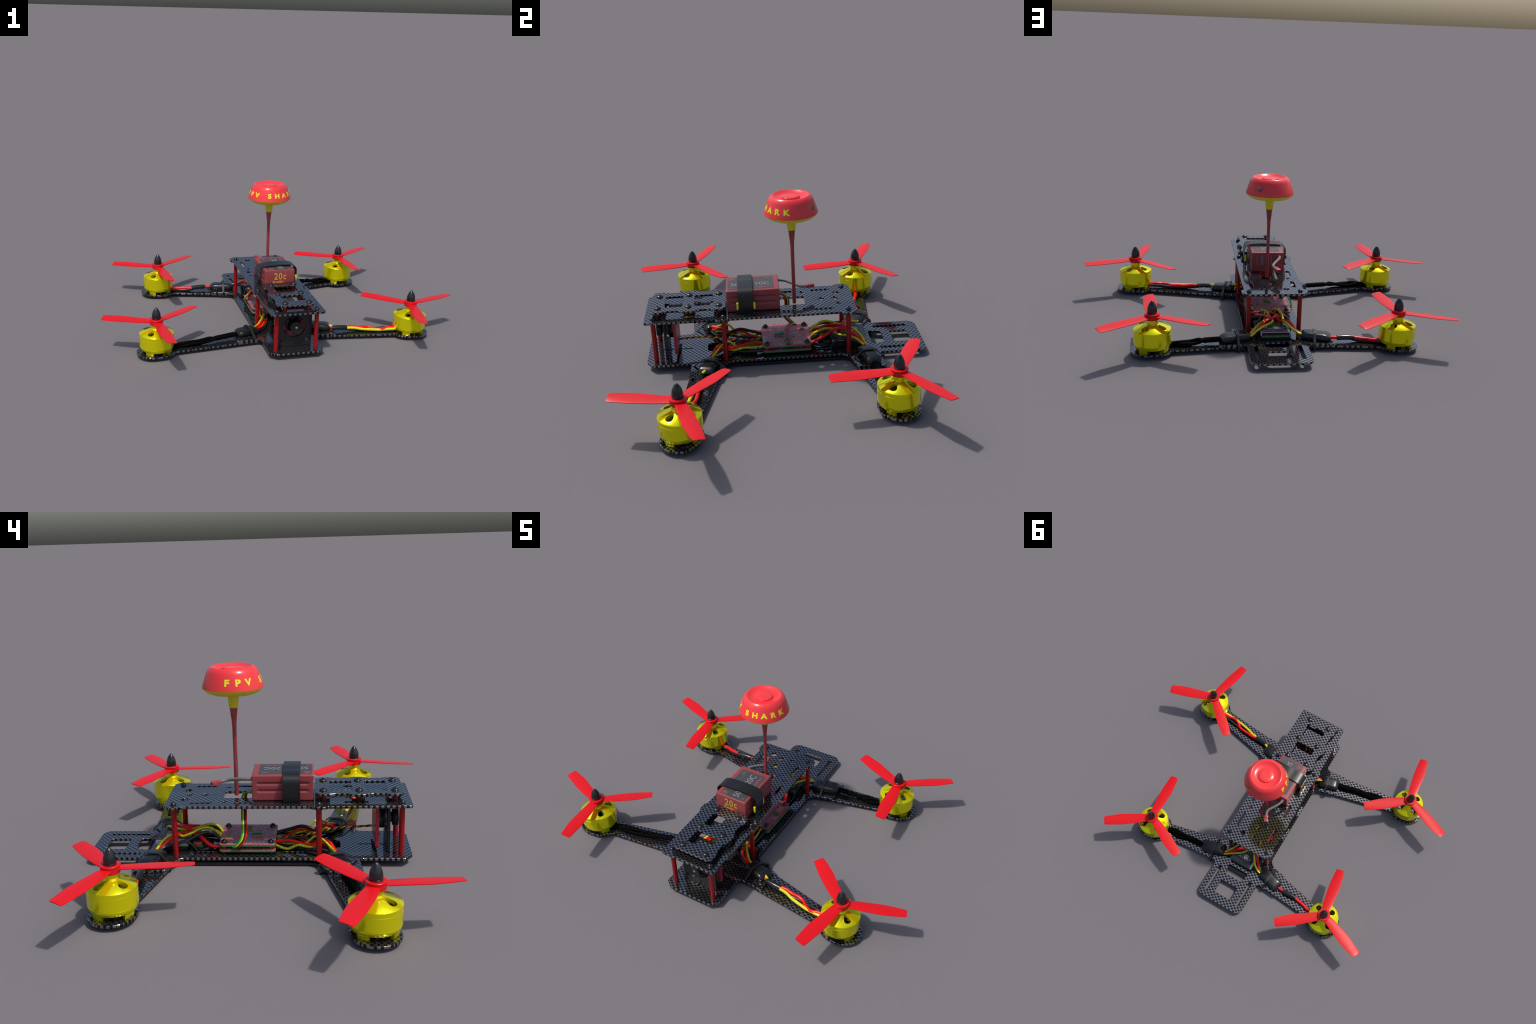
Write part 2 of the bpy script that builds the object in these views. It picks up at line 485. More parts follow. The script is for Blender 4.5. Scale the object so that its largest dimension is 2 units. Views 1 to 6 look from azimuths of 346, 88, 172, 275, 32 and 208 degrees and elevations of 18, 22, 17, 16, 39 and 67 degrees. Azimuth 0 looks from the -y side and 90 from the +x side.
PAD_IN, PAD_OUT = -0.0170, 0.0205     # the motor pad is a stadium along the arm
def arm_outline(sx, mx, my, tilt, front_in, front_out, rear_in, rear_out):
    """edges given as points with x>0; sx mirrors them; tilt is the pad axis"""
    ax = Vector((sx * cos(tilt), sin(tilt)))
    ci, co = Vector((mx, my)) + ax * PAD_IN, Vector((mx, my)) + ax * PAD_OUT
    f = lambda p: (sx * p[0], p[1])
    a = seg_circle(f(front_in), f(front_out), ci, PAD_R)
    b = seg_circle(f(rear_in), f(rear_out), ci, PAD_R)
    pts = [(*f(rear_in), 0), (*f(front_in), 0), (a.x, a.y, 0.022)]
    base = atan2(ax.y, ax.x)
    wrap = lambda q: (q + pi) % (2 * pi) - pi
    qa = wrap(atan2(a.y - ci.y, a.x - ci.x) - base); qb = wrap(atan2(b.y - ci.y, b.x - ci.x) - base)
    sg = 1 if qa > 0 else -1
    def arc(c, q0, q1, n):
        for i in range(1, n + 1):
            q = base + q0 + (q1 - q0) * i / n
            pts.append((c.x + PAD_R * cos(q), c.y + PAD_R * sin(q), 0))
    arc(ci, qa, sg * pi / 2, 8)
    arc(co, sg * pi / 2, -sg * pi / 2, 30)
    arc(ci, -sg * pi / 2, qb, 8)
    pts[-1] = (b.x, b.y, 0.022)
    return rounded(pts)

for i, (mx, my, ph) in enumerate(MOTORS):
    sx = 1 if mx > 0 else -1
    if my < 0:
        o = arm_outline(sx, mx, my, radians(-7), (0.100, -0.3900), (0.6200, -0.4520), (0.100, -0.2345), (0.6450, -0.3610))
    else:
        o = arm_outline(sx, mx, my, radians(7), (0.100, 0.3260), (0.5300, 0.4220), (0.100, 0.4740), (0.5000, 0.5090))
    plate("arm", o, [], *Z_ARM, M["carbon_arm"])

# ------------------------------------------------------------------ top plate and camera plate
top_right = [(0.1480, -0.6090, 0.013), (0.1520, -0.2800, 0.015), (0.1630, -0.2620, 0.009), (0.1630, -0.2240, 0.009),
             (0.1520, -0.2060, 0.015), (0.1520, 0.3000, 0.012), (0.1670, 0.3180, 0.010), (0.1670, 0.3560, 0.014), (0.1420, 0.3780, 0.014)]
top_holes = [circle(-0.004, 0.2270, 0.0162, 8), circle(-0.004, 0.2910, 0.0162, 8), circle(-0.063, 0.3050, 0.0162, 8), circle(0.056, 0.3030, 0.0162, 8),
             rrect(-0.045, -0.030, 0.043, 0.1470, 0.008)]
for s in (1, -1):
    top_holes.append(rrect(s * 0.108 - 0.0092, 0.187, s * 0.108 + 0.0092, 0.277, 0.006))
    top_holes.append(circle(s * 0.095, 0.139, 0.0090, 10))
    top_holes.append(rrect(s * 0.108 - 0.0092, 0.012, s * 0.108 + 0.0092, 0.098, 0.006))
    top_holes.append(rrect(s * 0.108 - 0.0092, -0.170, s * 0.108 + 0.0092, -0.094, 0.006))
for y0, y1 in ((-0.548, -0.503), (-0.432, -0.349), (-0.303, -0.230)):
    top_holes.append(rrect(-0.056, y0, 0.056, y1, 0.006))
for s in (1, -1):
    top_holes.append(rrect(s * 0.102 - 0.0085, -0.438, s * 0.102 + 0.0085, -0.344, 0.006))
plate("top_plate", rounded(mirror_outline(top_right)), top_holes, *Z_TOP, M["carbon_top"])

cam_right = [(0.092, -0.5790, 0.010), (0.1130, -0.5680, 0.012), (0.1140, -0.5280, 0.030), (0.1030, -0.4980, 0.030), (0.1020, -0.4560, 0.030),
             (0.1190, -0.4200, 0.030), (0.1190, -0.3830, 0.030), (0.1020, -0.3480, 0.030), (0.1020, -0.3160, 0.030), (0.1130, -0.2820, 0.03), (0.1130, -0.2480, 0.012), (0.094, -0.2270, 0.012)]
cam_holes = [rrect(-0.056, -0.3760, 0.064, -0.2870, 0.007), rrect(-0.056, -0.5150, 0.064, -0.4310, 0.007)]
plate("camera_plate", [(x + 0.003, y) for x, y in rounded(mirror_outline(cam_right))], cam_holes, *Z_CAM, M["carbon_cam"])

# ------------------------------------------------------------------ standoffs and screws
POSTS = [(sx * x, y) for x, y in ((0.1095, -0.5700), (0.1310, -0.2415), (0.1290, 0.3400)) for sx in (1, -1)]
def knurl(z0, z1, r):
    return [(0, z0), (r, z0), (r, z1), (0, z1)]
std = lathe("standoff", knurl(Z_BASE[1], Z_TOP[0], 0.0115), M["post"], n=28, centre=(0, 0))
std.location = (*POSTS[0], 0)
for p in POSTS[1:]: copy_obj(std, "standoff", (*p, 0))
short = lathe("short_standoff", knurl(Z_TOP[1], Z_CAM[0], 0.0110), M["post"], n=28)
CAMPOSTS = [(x, y) for y in (-0.2600, -0.4028, -0.5454) for x in (0.0705, -0.0600)]
short.location = (*CAMPOSTS[0], 0)
for p in CAMPOSTS[1:]: copy_obj(short, "short_standoff", (*p, 0))

def screw_mesh(name, r, h, socket=0.42):
    prof = [(0, 0.0), (r, 0.0)]
    for k in range(1, 7):
        a = pi / 2 * k / 7
        prof.append((r * cos(a) ** 0.9, h * sin(a)))
    rs = r * socket * 0.6
    prof += [(rs, h), (rs * 0.9, h * 0.72), (0, h * 0.70)]
    return lathe(name, prof, M["screw"], n=24, angle=50)
s1 = screw_mesh("screw", 0.0128, 0.0125)
s1.location = (*POSTS[0], Z_TOP[1])
for p in POSTS[1:]: copy_obj(s1, "screw", (*p, Z_TOP[1]))
s2 = screw_mesh("button_screw", 0.0166, 0.0100)
s2.location = (*CAMPOSTS[0], Z_CAM[1])
for p in CAMPOSTS[1:]: copy_obj(s2, "button_screw", (*p, Z_CAM[1]))
# screws under the frame
s3 = screw_mesh("belly_screw", 0.0125, 0.0060)
s3.rotation_euler = (pi, 0, 0); s3.location = (*POSTS[0], Z_BASE[0])
for p in POSTS[1:]:
    c = copy_obj(s3, "belly_screw", (*p, Z_BASE[0] if p[1] < -0.5 else Z_BOT[0] + 0.0045)); c.rotation_euler = (pi, 0, 0)

# ------------------------------------------------------------------ motors
def motor_can():
    R = 0.0905
    outer = [(0.0265, 0.1755), (0.0265, 0.1590), (0.0300, 0.1530), (0.0880, 0.1315), (R, 0.1285), (R, 0.1135), (R - 0.001, 0.1128), (R - 0.001, 0.1120),
             (R, 0.1113), (R, 0.0634), (R - 0.0006, 0.0628), (R - 0.0006, 0.0620), (R - 0.0002, 0.0614), (0.0885, 0.0540), (0.0855, 0.0450), (0.0845, 0.0435)]
    inner = [(0.0775, 0.0435), (0.0790, 0.0600), (0.0800, 0.1200), (0.0300, 0.1400), (0.0000, 0.1400)]
    bm = lathe_bm([(0, 0.1755)] + outer + inner, 64)
    bmesh.ops.recalc_face_normals(bm, faces=bm.faces)
    me = bpy.data.meshes.new("motor"); bm.to_mesh(me); bm.free()
    can = bpy.data.objects.new("motor", me); COL.objects.link(can)
    # four teardrop vents in the sloping crown
    cb = bmesh.new()
    for k in range(4):
        a = radians(55 + 90 * k)
        loop = [(0.0345, 0.0), (0.038, -0.0065), (0.051, -0.0135), (0.062, -0.0168), (0.0705, -0.0135), (0.0755, -0.0055),
                (0.0755, 0.0055), (0.0705, 0.0135), (0.062, 0.0168), (0.051, 0.0135), (0.038, 0.0065)]
        lo = [cb.verts.new((u * cos(a) - v * sin(a), u * sin(a) + v * cos(a), 0.105)) for u, v in loop]
        hi = [cb.verts.new((u * cos(a) - v * sin(a), u * sin(a) + v * cos(a), 0.190)) for u, v in loop]
        n = len(loop)
        cb.faces.new(lo[::-1]); cb.faces.new(hi)
        for i in range(n): cb.faces.new((lo[i], lo[(i + 1) % n], hi[(i + 1) % n], hi[i]))
    bmesh.ops.recalc_face_normals(cb, faces=cb.faces)
    cm = bpy.data.meshes.new("cut"); cb.to_mesh(cm); cb.free()
    cut = bpy.data.objects.new("cut", cm); COL.objects.link(cut)
    mod = can.modifiers.new("vents", "BOOLEAN"); mod.operation = "DIFFERENCE"; mod.object = cut; mod.solver = "EXACT"
    dg = bpy.context.evaluated_depsgraph_get()
    out = bpy.data.meshes.new_from_object(can.evaluated_get(dg))
    bpy.data.objects.remove(can); bpy.data.objects.remove(cut)
    out.name = "motor"; out.materials.clear()
    # four feet: curved legs below the can
    bm = bmesh.new(); bm.from_mesh(out)
    for k in range(4):
        a0 = radians(147 + 90 * k - 15); a1 = radians(147 + 90 * k + 15)
        rings = []
        for i in range(9):
            a = a0 + (a1 - a0) * i / 8
            rings.append([bm.verts.new((r * cos(a), r * sin(a), z)) for r, z in ((0.0680, 0.0242), (0.0800, 0.0242), (0.0822, 0.0290), (0.0844, 0.0440), (0.0680, 0.0440))])
        for p, q in zip(rings, rings[1:]):
            for i in range(5): bm.faces.new((p[i], p[(i + 1) % 5], q[(i + 1) % 5], q[i]))
        bm.faces.new(rings[0]); bm.faces.new(rings[-1][::-1])
    bmesh.ops.recalc_face_normals(bm, faces=bm.faces)
    bm.to_mesh(out); bm.free()
    finish(out, M["gold"], 30)
    return out

def blade_mesh():
    """root at the hub, pointing along +x; y+ is the counter-clockwise (lower) edge"""
    #        r      y+      y-       z+      z-     thick
    secs = [(0.026, 0.0240, -0.0210, 0.1895, 0.1925, 0.0070), (0.050, 0.0272, -0.0236, 0.1893, 0.1927, 0.0062),
            (0.075, 0.0296, -0.0252, 0.1889, 0.1929, 0.0056), (0.105, 0.0316, -0.0272, 0.1884, 0.1930, 0.0052),
            (0.145, 0.0332, -0.0298, 0.1878, 0.1933, 0.0048), (0.183, 0.0344, -0.0322, 0.1872, 0.1936, 0.0045),
            (0.205, 0.0335, -0.0310, 0.1869, 0.1938, 0.0044), (0.240, 0.0312, -0.0280, 0.1864, 0.1940, 0.0042),
            (0.272, 0.0292, -0.0245, 0.1860, 0.1942, 0.0040), (0.2865, 0.0278, -0.0222, 0.1858, 0.1943, 0.0038),
            (0.2925, 0.0235, -0.0190, 0.1864, 0.1938, 0.0034)]
    n = 10; rings = []; V = []; F = []
    for r, yp, ym, zp, zm, th in secs:
        ring = []
        for k in range(2 * n):
            top = k < n
            t = (k / (n - 1)) if top else 1 - (k - n) / (n - 1)
            y = yp + (ym - yp) * t; z = zp + (zm - zp) * t
            camber = 0.0012 * sin(pi * t)
            off = th / 2 * (0.55 + 0.45 * sin(pi * t) ** 0.5)
            V.append((r, y, z + camber + (off if top else -off))); ring.append(len(V) - 1)
        rings.append(ring)
    for a, b in zip(rings, rings[1:]):
        for k in range(2 * n):
            F.append((a[k], a[(k + 1) % (2 * n)], b[(k + 1) % (2 * n)], b[k]))
    F.append(rings[0][::-1]); F.append(rings[-1])
    me = bpy.data.meshes.new("blade"); me.from_pydata(V, [], F)
    bm = bmesh.new(); bm.from_mesh(me); bmesh.ops.recalc_face_normals(bm, faces=bm.faces); bm.to_mesh(me); bm.free()
    return finish(me, M["prop"], 50)

CAN = motor_can(); BLADE = blade_mesh()
hub0 = lathe("propeller", [(0, 0.1757), (0.0330, 0.1757), (0.0345, 0.1772), (0.0350, 0.1990), (0.0368, 0.2010), (0.0368, 0.2048), (0.0352, 0.2062), (0.0230, 0.2062), (0.0230, 0.2052), (0, 0.2052)], M["prop"], n=48)
HUB = hub0.data; bpy.data.objects.remove(hub0)
spin_prof = [(0, 0.2054), (0.0236, 0.2054), (0.0238, 0.2110), (0.0226, 0.2120), (0.0226, 0.2135), (0.0236, 0.2145)]
for k in range(1, 12):
    t = k / 12
    spin_prof.append((0.0236 * (1 - t ** 2.1) ** 0.80, 0.2145 + (0.2695 - 0.2145) * t))
spin_prof.append((0, 0.2697))
nut0 = lathe("spinner_nut", spin_prof, M["black_gloss"], n=36); NUT = nut0.data; bpy.data.objects.remove(nut0)
st0 = lathe("stator", [(0, 0.0243), (0.0240, 0.0243), (0.0240, 0.0300), (0.0130, 0.0340), (0.0130, 0.1398), (0, 0.1398)], M["stator"], n=36); STAT = st0.data; bpy.data.objects.remove(st0)
for mx, my, ph in MOTORS:
    m = put(bpy.data.objects.new("motor", CAN)); m.location = (mx, my, 0)
    put(bpy.data.objects.new("stator", STAT), m)
    p = put(bpy.data.objects.new("propeller", HUB)); p.location = (mx, my, 0); p.rotation_euler = (0, 0, radians(ph))
    for k in range(3):
        b = put(bpy.data.objects.new("blade", BLADE), p); b.rotation_euler = (0, 0, radians(120 * k))
    put(bpy.data.objects.new("spinner_nut", NUT), p)

# ------------------------------------------------------------------ battery, strap, lead
BX, BY0, BY1, BZ0, BZ1 = 0.0865, -0.2215, 0.0255, 0.2575, 0.3630
def battery():
    """rounded block lofted along y; two long ribs are pressed into each flank"""
    r, hx, z0, z1 = 0.0050, BX, BZ0, BZ1
    sec = []                                   # (x, z) once round, starting low on +x
    nf = 36
    for i in range(nf + 1): sec.append((hx, z0 + r + (z1 - z0 - 2 * r) * i / nf))
    for k in range(1, 5): a = pi / 2 * k / 4; sec.append((hx - r + r * cos(a), z1 - r + r * sin(a)))
    for k in range(4): a = pi / 2 + pi / 2 * k / 4; sec.append((-hx + r + r * cos(a), z1 - r + r * sin(a)))
    for i in range(nf + 1): sec.append((-hx, z1 - r - (z1 - z0 - 2 * r) * i / nf))
    for k in range(1, 5): a = pi + pi / 2 * k / 4; sec.append((-hx + r + r * cos(a), z0 + r + r * sin(a)))
    for k in range(4): a = 1.5 * pi + pi / 2 * k / 4; sec.append((hx - r + r * cos(a), z0 + r + r * sin(a)))
    def dent(z):
        d = 0.0
        for zc, h in ((0.3290, 0.0085), (0.2985, 0.0085)):
            t = abs(z - zc) / h
            if t < 1: d = max(d, (0.5 + 0.5 * cos(pi * t)))
        return d
    ny, e = 64, 0.0030
    ys = [(BY0, e), (BY0 + e * 0.3, e * 0.3), (BY0 + e, 0.0)] + [(BY0 + e + (BY1 - BY0 - 2 * e) * j / ny, 0.0) for j in range(1, ny)] + [(BY1 - e, 0.0), (BY1 - e * 0.3, e * 0.3), (BY1, e)]
    V, F, n = [], [], len(sec)
    zc = (z0 + z1) / 2
    for y, inset in ys:
        ey = min(1.0, max(0.0, min(y - BY0 - 0.016, BY1 - 0.016 - y) / 0.012))
        ey = ey * ey * (3 - 2 * ey)
        for x, z in sec:
            k = 1 - inset / hx
            xx = x * k
            if abs(x) > hx - 1e-6: xx -= math.copysign(0.0060 * dent(z) * ey, x)
            V.append((xx, y, zc + (z - zc) * (1 - inset / (zc - z0))))
    for j in range(len(ys) - 1):
        for i in range(n):
            a, b = j * n + i, j * n + (i + 1) % n
            F.append((a, b, b + n, a + n))
    F.append(tuple(range(n))); F.append(tuple(range((len(ys) - 1) * n, len(ys) * n)))
    return mesh_obj("battery", V, F, M["battery"], None, 50)
BAT = battery()

XR, YR = frame((1, 0, 0), (0, 1, 0)), None
plate("battery_label", rrect(-0.0655, -0.2145, 0.0720, 0.0010, 0.008), [], BZ1 - 0.0005, BZ1 + 0.0008, M["label"], BAT, 0.0003)
lab_z = BZ1 + 0.0009
# writing reads from the +x side: text x runs along +y, text up is -x
RT = frame((0, 1, 0), (-1, 0, 0))
lettering("battery_writing", "5000", 0.048, (0.016, -0.1590, lab_z), RT, M["white_ink"], BAT, xs=0.90, bold=-0.0008)
lettering("battery_writing", "20C", 0.048, (0.014, -0.0530, lab_z), RT, M["white_ink"], BAT, xs=0.92, bold=-0.0008)
lettering("battery_writing", "7.4V", 0.0150, (-0.0450, -0.0260, lab_z), RT, M["grey_ink"], BAT)
lettering("battery_writing", "VENOM", 0.0140, (0.0540, -0.0400, lab_z), RT, M["red_ink"], BAT, bold=0.0004, xs=1.1)
lettering("battery_writing", "mAh", 0.012, (0.0560, -0.0770, lab_z), RT, M["grey_ink"], BAT)
lettering("battery_writing", "LiPo", 0.010, (0.0585, -0.2020, lab_z), RT, M["grey_ink"], BAT)
box("label_line", -0.0335, -0.0325, -0.2145, 0.0010, lab_z - 0.0006, lab_z + 0.0002, M["red_ink"], BAT, 0.0)
plate("label_badge", circle(-0.0480, -0.1970, 0.0125, 24), [circle(-0.0480, -0.1970, 0.0088, 20)], lab_z - 0.0004, lab_z + 0.0005, M["red_ink"], BAT, 0.0002)
plate("label_badge", rounded([(-0.0535, -0.2010, 0), (-0.0535, -0.1930, 0.003), (-0.0475, -0.1905, 0), (-0.0420, -0.1960, 0.003)]), [], lab_z - 0.0004, lab_z + 0.0005, M["red_ink"], BAT, 0.0002)
# front face: half disc with the discharge rating
RF = frame((1, 0, 0), (0, 0, 1))
yf = BY0 - 0.0004
disc = [(0.041 * cos(pi * i / 28), 0.040 * sin(pi * i / 28)) for i in range(29)]
dm = plate_mesh("rating_disc", disc, [], -0.0004, 0.0004, 0.0002)
dm.transform(Matrix.Translation((0.006, yf, BZ0 + 0.005)) @ RF.to_4x4()); finish(dm, M["bright_red_ink"], 30)
put(bpy.data.objects.new("rating_disc", dm), BAT)
lettering("battery_writing", "20c", 0.055, (0.002, yf - 0.0004, 0.3255), RF, M["yellow_ink"], BAT, xs=0.80, bold=0.0010, spacing=1.18)
lettering("battery_writing", "Power", 0.020, (-0.012, yf - 0.0004, 0.2925), RF, M["yellow_ink"], BAT, xs=1.0, bold=0.0006, spacing=1.1)
# rear face: grey bars and two red patches
RB = frame((-1, 0, 0), (0, 0, 1))
yb = BY1
bm = bmesh.new(); random.seed(3)
x = 0.062
while x > -0.040:
    w = random.choice((0.0012, 0.0022, 0.004)); 
    box_bm(bm, x - w, x, yb - 0.001, yb + 0.0005, 0.2960, 0.3490)
    x -= w + random.choice((0.004, 0.007, 0.010, 0.014))
bm_obj("bar_code", bm, M["grey_ink"], BAT)
for z0, z1 in ((0.3240, 0.3500), (0.2720, 0.2980)):
    r = plate_mesh("red_patch", rrect(-0.017, z0, 0.017, z1, 0.004), [], -0.0005, 0.0005, 0.0002)
    r.transform(Matrix.Translation((-0.0620, yb + 0.0002, 0)) @ RB.to_4x4()); finish(r, M["bright_red_ink"], 30)
    put(bpy.data.objects.new("red_patch", r), BAT)

def strap():
    y0, y1, th = -0.1680, -0.0985, 0.0032
    half = [(0.0000, 0.3755), (0.0330, 0.3755), (0.0620, 0.3740), (0.0880, 0.3690), (0.1050, 0.3580), (0.1120, 0.3390), (0.1095, 0.2950), (0.1040, 0.2565), (0.1020, 0.2350)]
    prof = [(-x * (0.985 if z > 0.34 else 1.0), z - max(0.0, (z - 0.34)) * 0.09) for x, z in half[:0:-1]] + half
    pts = [Vector((p[0], 0, p[1])) for p in prof]
    pts = smooth_path(pts, 4)
    V, F = [], []
    for i, p in enumerate(pts):
        t = (pts[min(i + 1, len(pts) - 1)] - pts[max(i - 1, 0)]).normalized()
        nrm = Vector((-t.z, 0, t.x))
        for y, o in ((y0, 0), (y0 + 0.001, th), (y1 - 0.001, th), (y1, 0)):
            q = p + nrm * o
            V.append((q.x, y, q.z))
    n = len(pts)
    for i in range(n - 1):
        a, b = 4 * i, 4 * i + 4
        for k in range(4): F.append((a + k, a + (k + 1) % 4, b + (k + 1) % 4, b + k))
    F.append((0, 1, 2, 3)); F.append((4 * n - 1, 4 * n - 2, 4 * n - 3, 4 * n - 4))
    s = mesh_obj("battery_strap", V, F, M["strap"], None, 40)
    # doubled lower end that passes the buckle on the +x side
    box("strap_tail", 0.1040, 0.1085, y0 - 0.001, y1 + 0.001, 0.2360, 0.3030, M["strap"], s, 0.001)
    box("strap_band", -0.1020, 0.1020, y0, y1, 0.2350, 0.2385, M["strap"], s, 0.001)
    for yc in (-0.1725, -0.0940):
        box("buckle", 0.1035, 0.1130, yc - 0.0045, yc + 0.0045, 0.2795, 0.3130, M["buckle"], s, 0.001)
    box("buckle_bar", 0.1085, 0.1110, -0.1700, -0.0960, 0.2960, 0.3000, M["bright_red_ink"], s, 0.0008)
    return s
strap()

tube("battery_lead", [(-0.0620, 0.0240, 0.3420), (-0.0620, 0.0400, 0.3420), (-0.0540, 0.0640, 0.3400), (-0.0380, 0.0900, 0.3340), (-0.0210, 0.1150, 0.3275), (-0.0150, 0.1350, 0.3230), (-0.0225, 0.1580, 0.3190)], 0.0075, M["grey_cable"], BAT, n=14)
# plug: grooved two-pole connector
pd = Vector((-0.40, 0.90, -0.09)).normalized()
PM = Matrix.Translation((-0.0225, 0.1560, 0.3190)) @ pd.to_track_quat("Y", "Z").to_matrix().to_4x4()
plug = box("battery_plug", -0.0105, 0.0105, 0.0000, 0.0200, -0.0080, 0.0080, M["plug"], None, 0.0015, 2, PM); plug.parent = BAT
p2 = box("battery_plug", -0.0118, 0.0118, 0.0200, 0.0420, -0.0088, 0.0088, M["plug"], None, 0.0015, 2, PM); p2.parent = BAT
for dx in (-0.005, 0.005):
    q = box("plug_socket", dx - 0.003, dx + 0.003, 0.0415, 0.0424, -0.004, 0.004, M["foam"], None, 0.0, 2, PM); q.parent = BAT

# ------------------------------------------------------------------ antenna
AX, AY = 0.0110, 0.0972
ant = lathe("antenna", [(0, 0.2500), (0.0088, 0.2500), (0.0086, 0.3500), (0.0086, 0.5300), (0.0100, 0.5620), (0.0140, 0.6000), (0.0166, 0.6230), (0, 0.6230)], M["stem"], n=28, angle=60)
ant.location = (AX, AY, 0)
cap_prof = [(0.1238, 0.7060), (0.1232, 0.7105), (0.1130, 0.7420), (0.1037, 0.7684), (0.1005, 0.7745), (0.0950, 0.7815), (0.0875, 0.7880), (0.0840, 0.7895), (0.0810, 0.7890), (0.0760, 0.7855), (0.0640, 0.7790), (0.0500, 0.7770), (0.0435, 0.7768), (0.0428, 0.7835), (0.0415, 0.7845), (0.0200, 0.7850), (0, 0.7850)]
cap = lathe("antenna_cap", [(0, 0.7060)] + cap_prof, M["head_red"], ant, n=96, angle=38)
lathe("antenna_base", [(0, 0.7058), (0.1236, 0.7058), (0.1215, 0.7015), (0.1080, 0.6890), (0.0930, 0.6820), (0.0600, 0.6760), (0.0260, 0.6730), (0.0226, 0.6690), (0.0190, 0.6230), (0.0180, 0.6215), (0, 0.6215)], M["head_yellow"], ant, n=40, angle=38)
# lettering bent round the cap
def cap_point(az, s):
    """az in degrees (0 = front, 90 = right); s runs 0..1 up the sloping wall"""
    r0, z0, r1, z1 = 0.1232, 0.7105, 0.1037, 0.7684
    r, z = r0 + (r1 - r0) * s, z0 + (z1 - z0) * s
    a = radians(az)
    return r, z, Vector((sin(a), -cos(a), 0))
WALL = hypot(0.1232 - 0.1037, 0.7684 - 0.7105)
NRM = Vector((0.0579, 0.0195)).normalized()
def bent(name, me, az, s0, mat):
    bm = bmesh.new(); bm.from_mesh(me)
    bmesh.ops.subdivide_edges(bm, edges=[e for e in bm.edges if e.calc_length() > 0.004], cuts=3)
    for v in bm.verts:
        s = s0 + v.co.y / WALL
        r, z, _ = cap_point(0, s)
        a = radians(az) + v.co.x / r
        off = 0.0006 + v.co.z
        rr = r + NRM.x * off; zz = z + NRM.y * off
        v.co = (rr * sin(a), -rr * cos(a), zz)
    bmesh.ops.triangulate(bm, faces=bm.faces)
    bm.to_mesh(me); bm.free(); me.name = name
    me.materials.clear(); me.materials.append(mat)
    o = put(bpy.data.objects.new(name, me), ant)
    return o
for ch, az in zip("FPVSHARK", (264, 286, 308, 346, 368.5, 391, 413.5, 436)):
    bent("letter", text_mesh(ch, 0.036, 0.00025, bold=0.0016, xs=1.15, res=6), az, 0.47, M["letter_yellow"])
def blob(pts):
    me = plate_mesh("mark", rounded([(x, y, 0.003) for x, y in pts]), [], -0.0004, 0.0004, 0.0001)
    return me
bent("mark", blob([(-0.028, -0.012), (-0.006, -0.004), (0.006, -0.013), (0.010, 0.002), (0.026, 0.012), (0.008, 0.010), (-0.008, 0.000)]), 147, 0.50, M["logo_blue"])
bent("mark", blob([(-0.019, 0.010), (-0.012, 0.020), (0.000, 0.010), (0.013, 0.016), (0.003, 0.002), (-0.009, 0.006)]), 146, 0.55, M["logo_olive"])

# ------------------------------------------------------------------ flight controller: two stacked boards
FCX, FCY = 0.0, 0.0500
fc = put(bpy.data.objects.new("flight_controller", plate_mesh("flight_controller", rrect(-0.1160, -0.0655, 0.1160, 0.1655, 0.014, 6), [], 0.0705, 0.0785, 0.0006)))
finish(fc.data, M["pcb_green"], 30)
mk = plate("solder_mask", rrect(-0.1150, -0.0645, 0.1150, 0.1645, 0.0135, 6), [], 0.0780, 0.0798, M["pcb_red"], fc, 0.0004)
low = plate("lower_board", rrect(-0.1160, -0.0655, 0.1160, 0.1655, 0.014, 6), [], 0.0460, 0.0540, M["pcb_green"], fc, 0.0006)
mk2 = plate("solder_mask", rrect(-0.1150, -0.0645, 0.1150, 0.1645, 0.0135, 6), [], 0.0535, 0.0553, M["pcb_red"], fc, 0.0004)
for n_, zz in (("rim", 0.0775), ):
    pass
zf = 0.0797
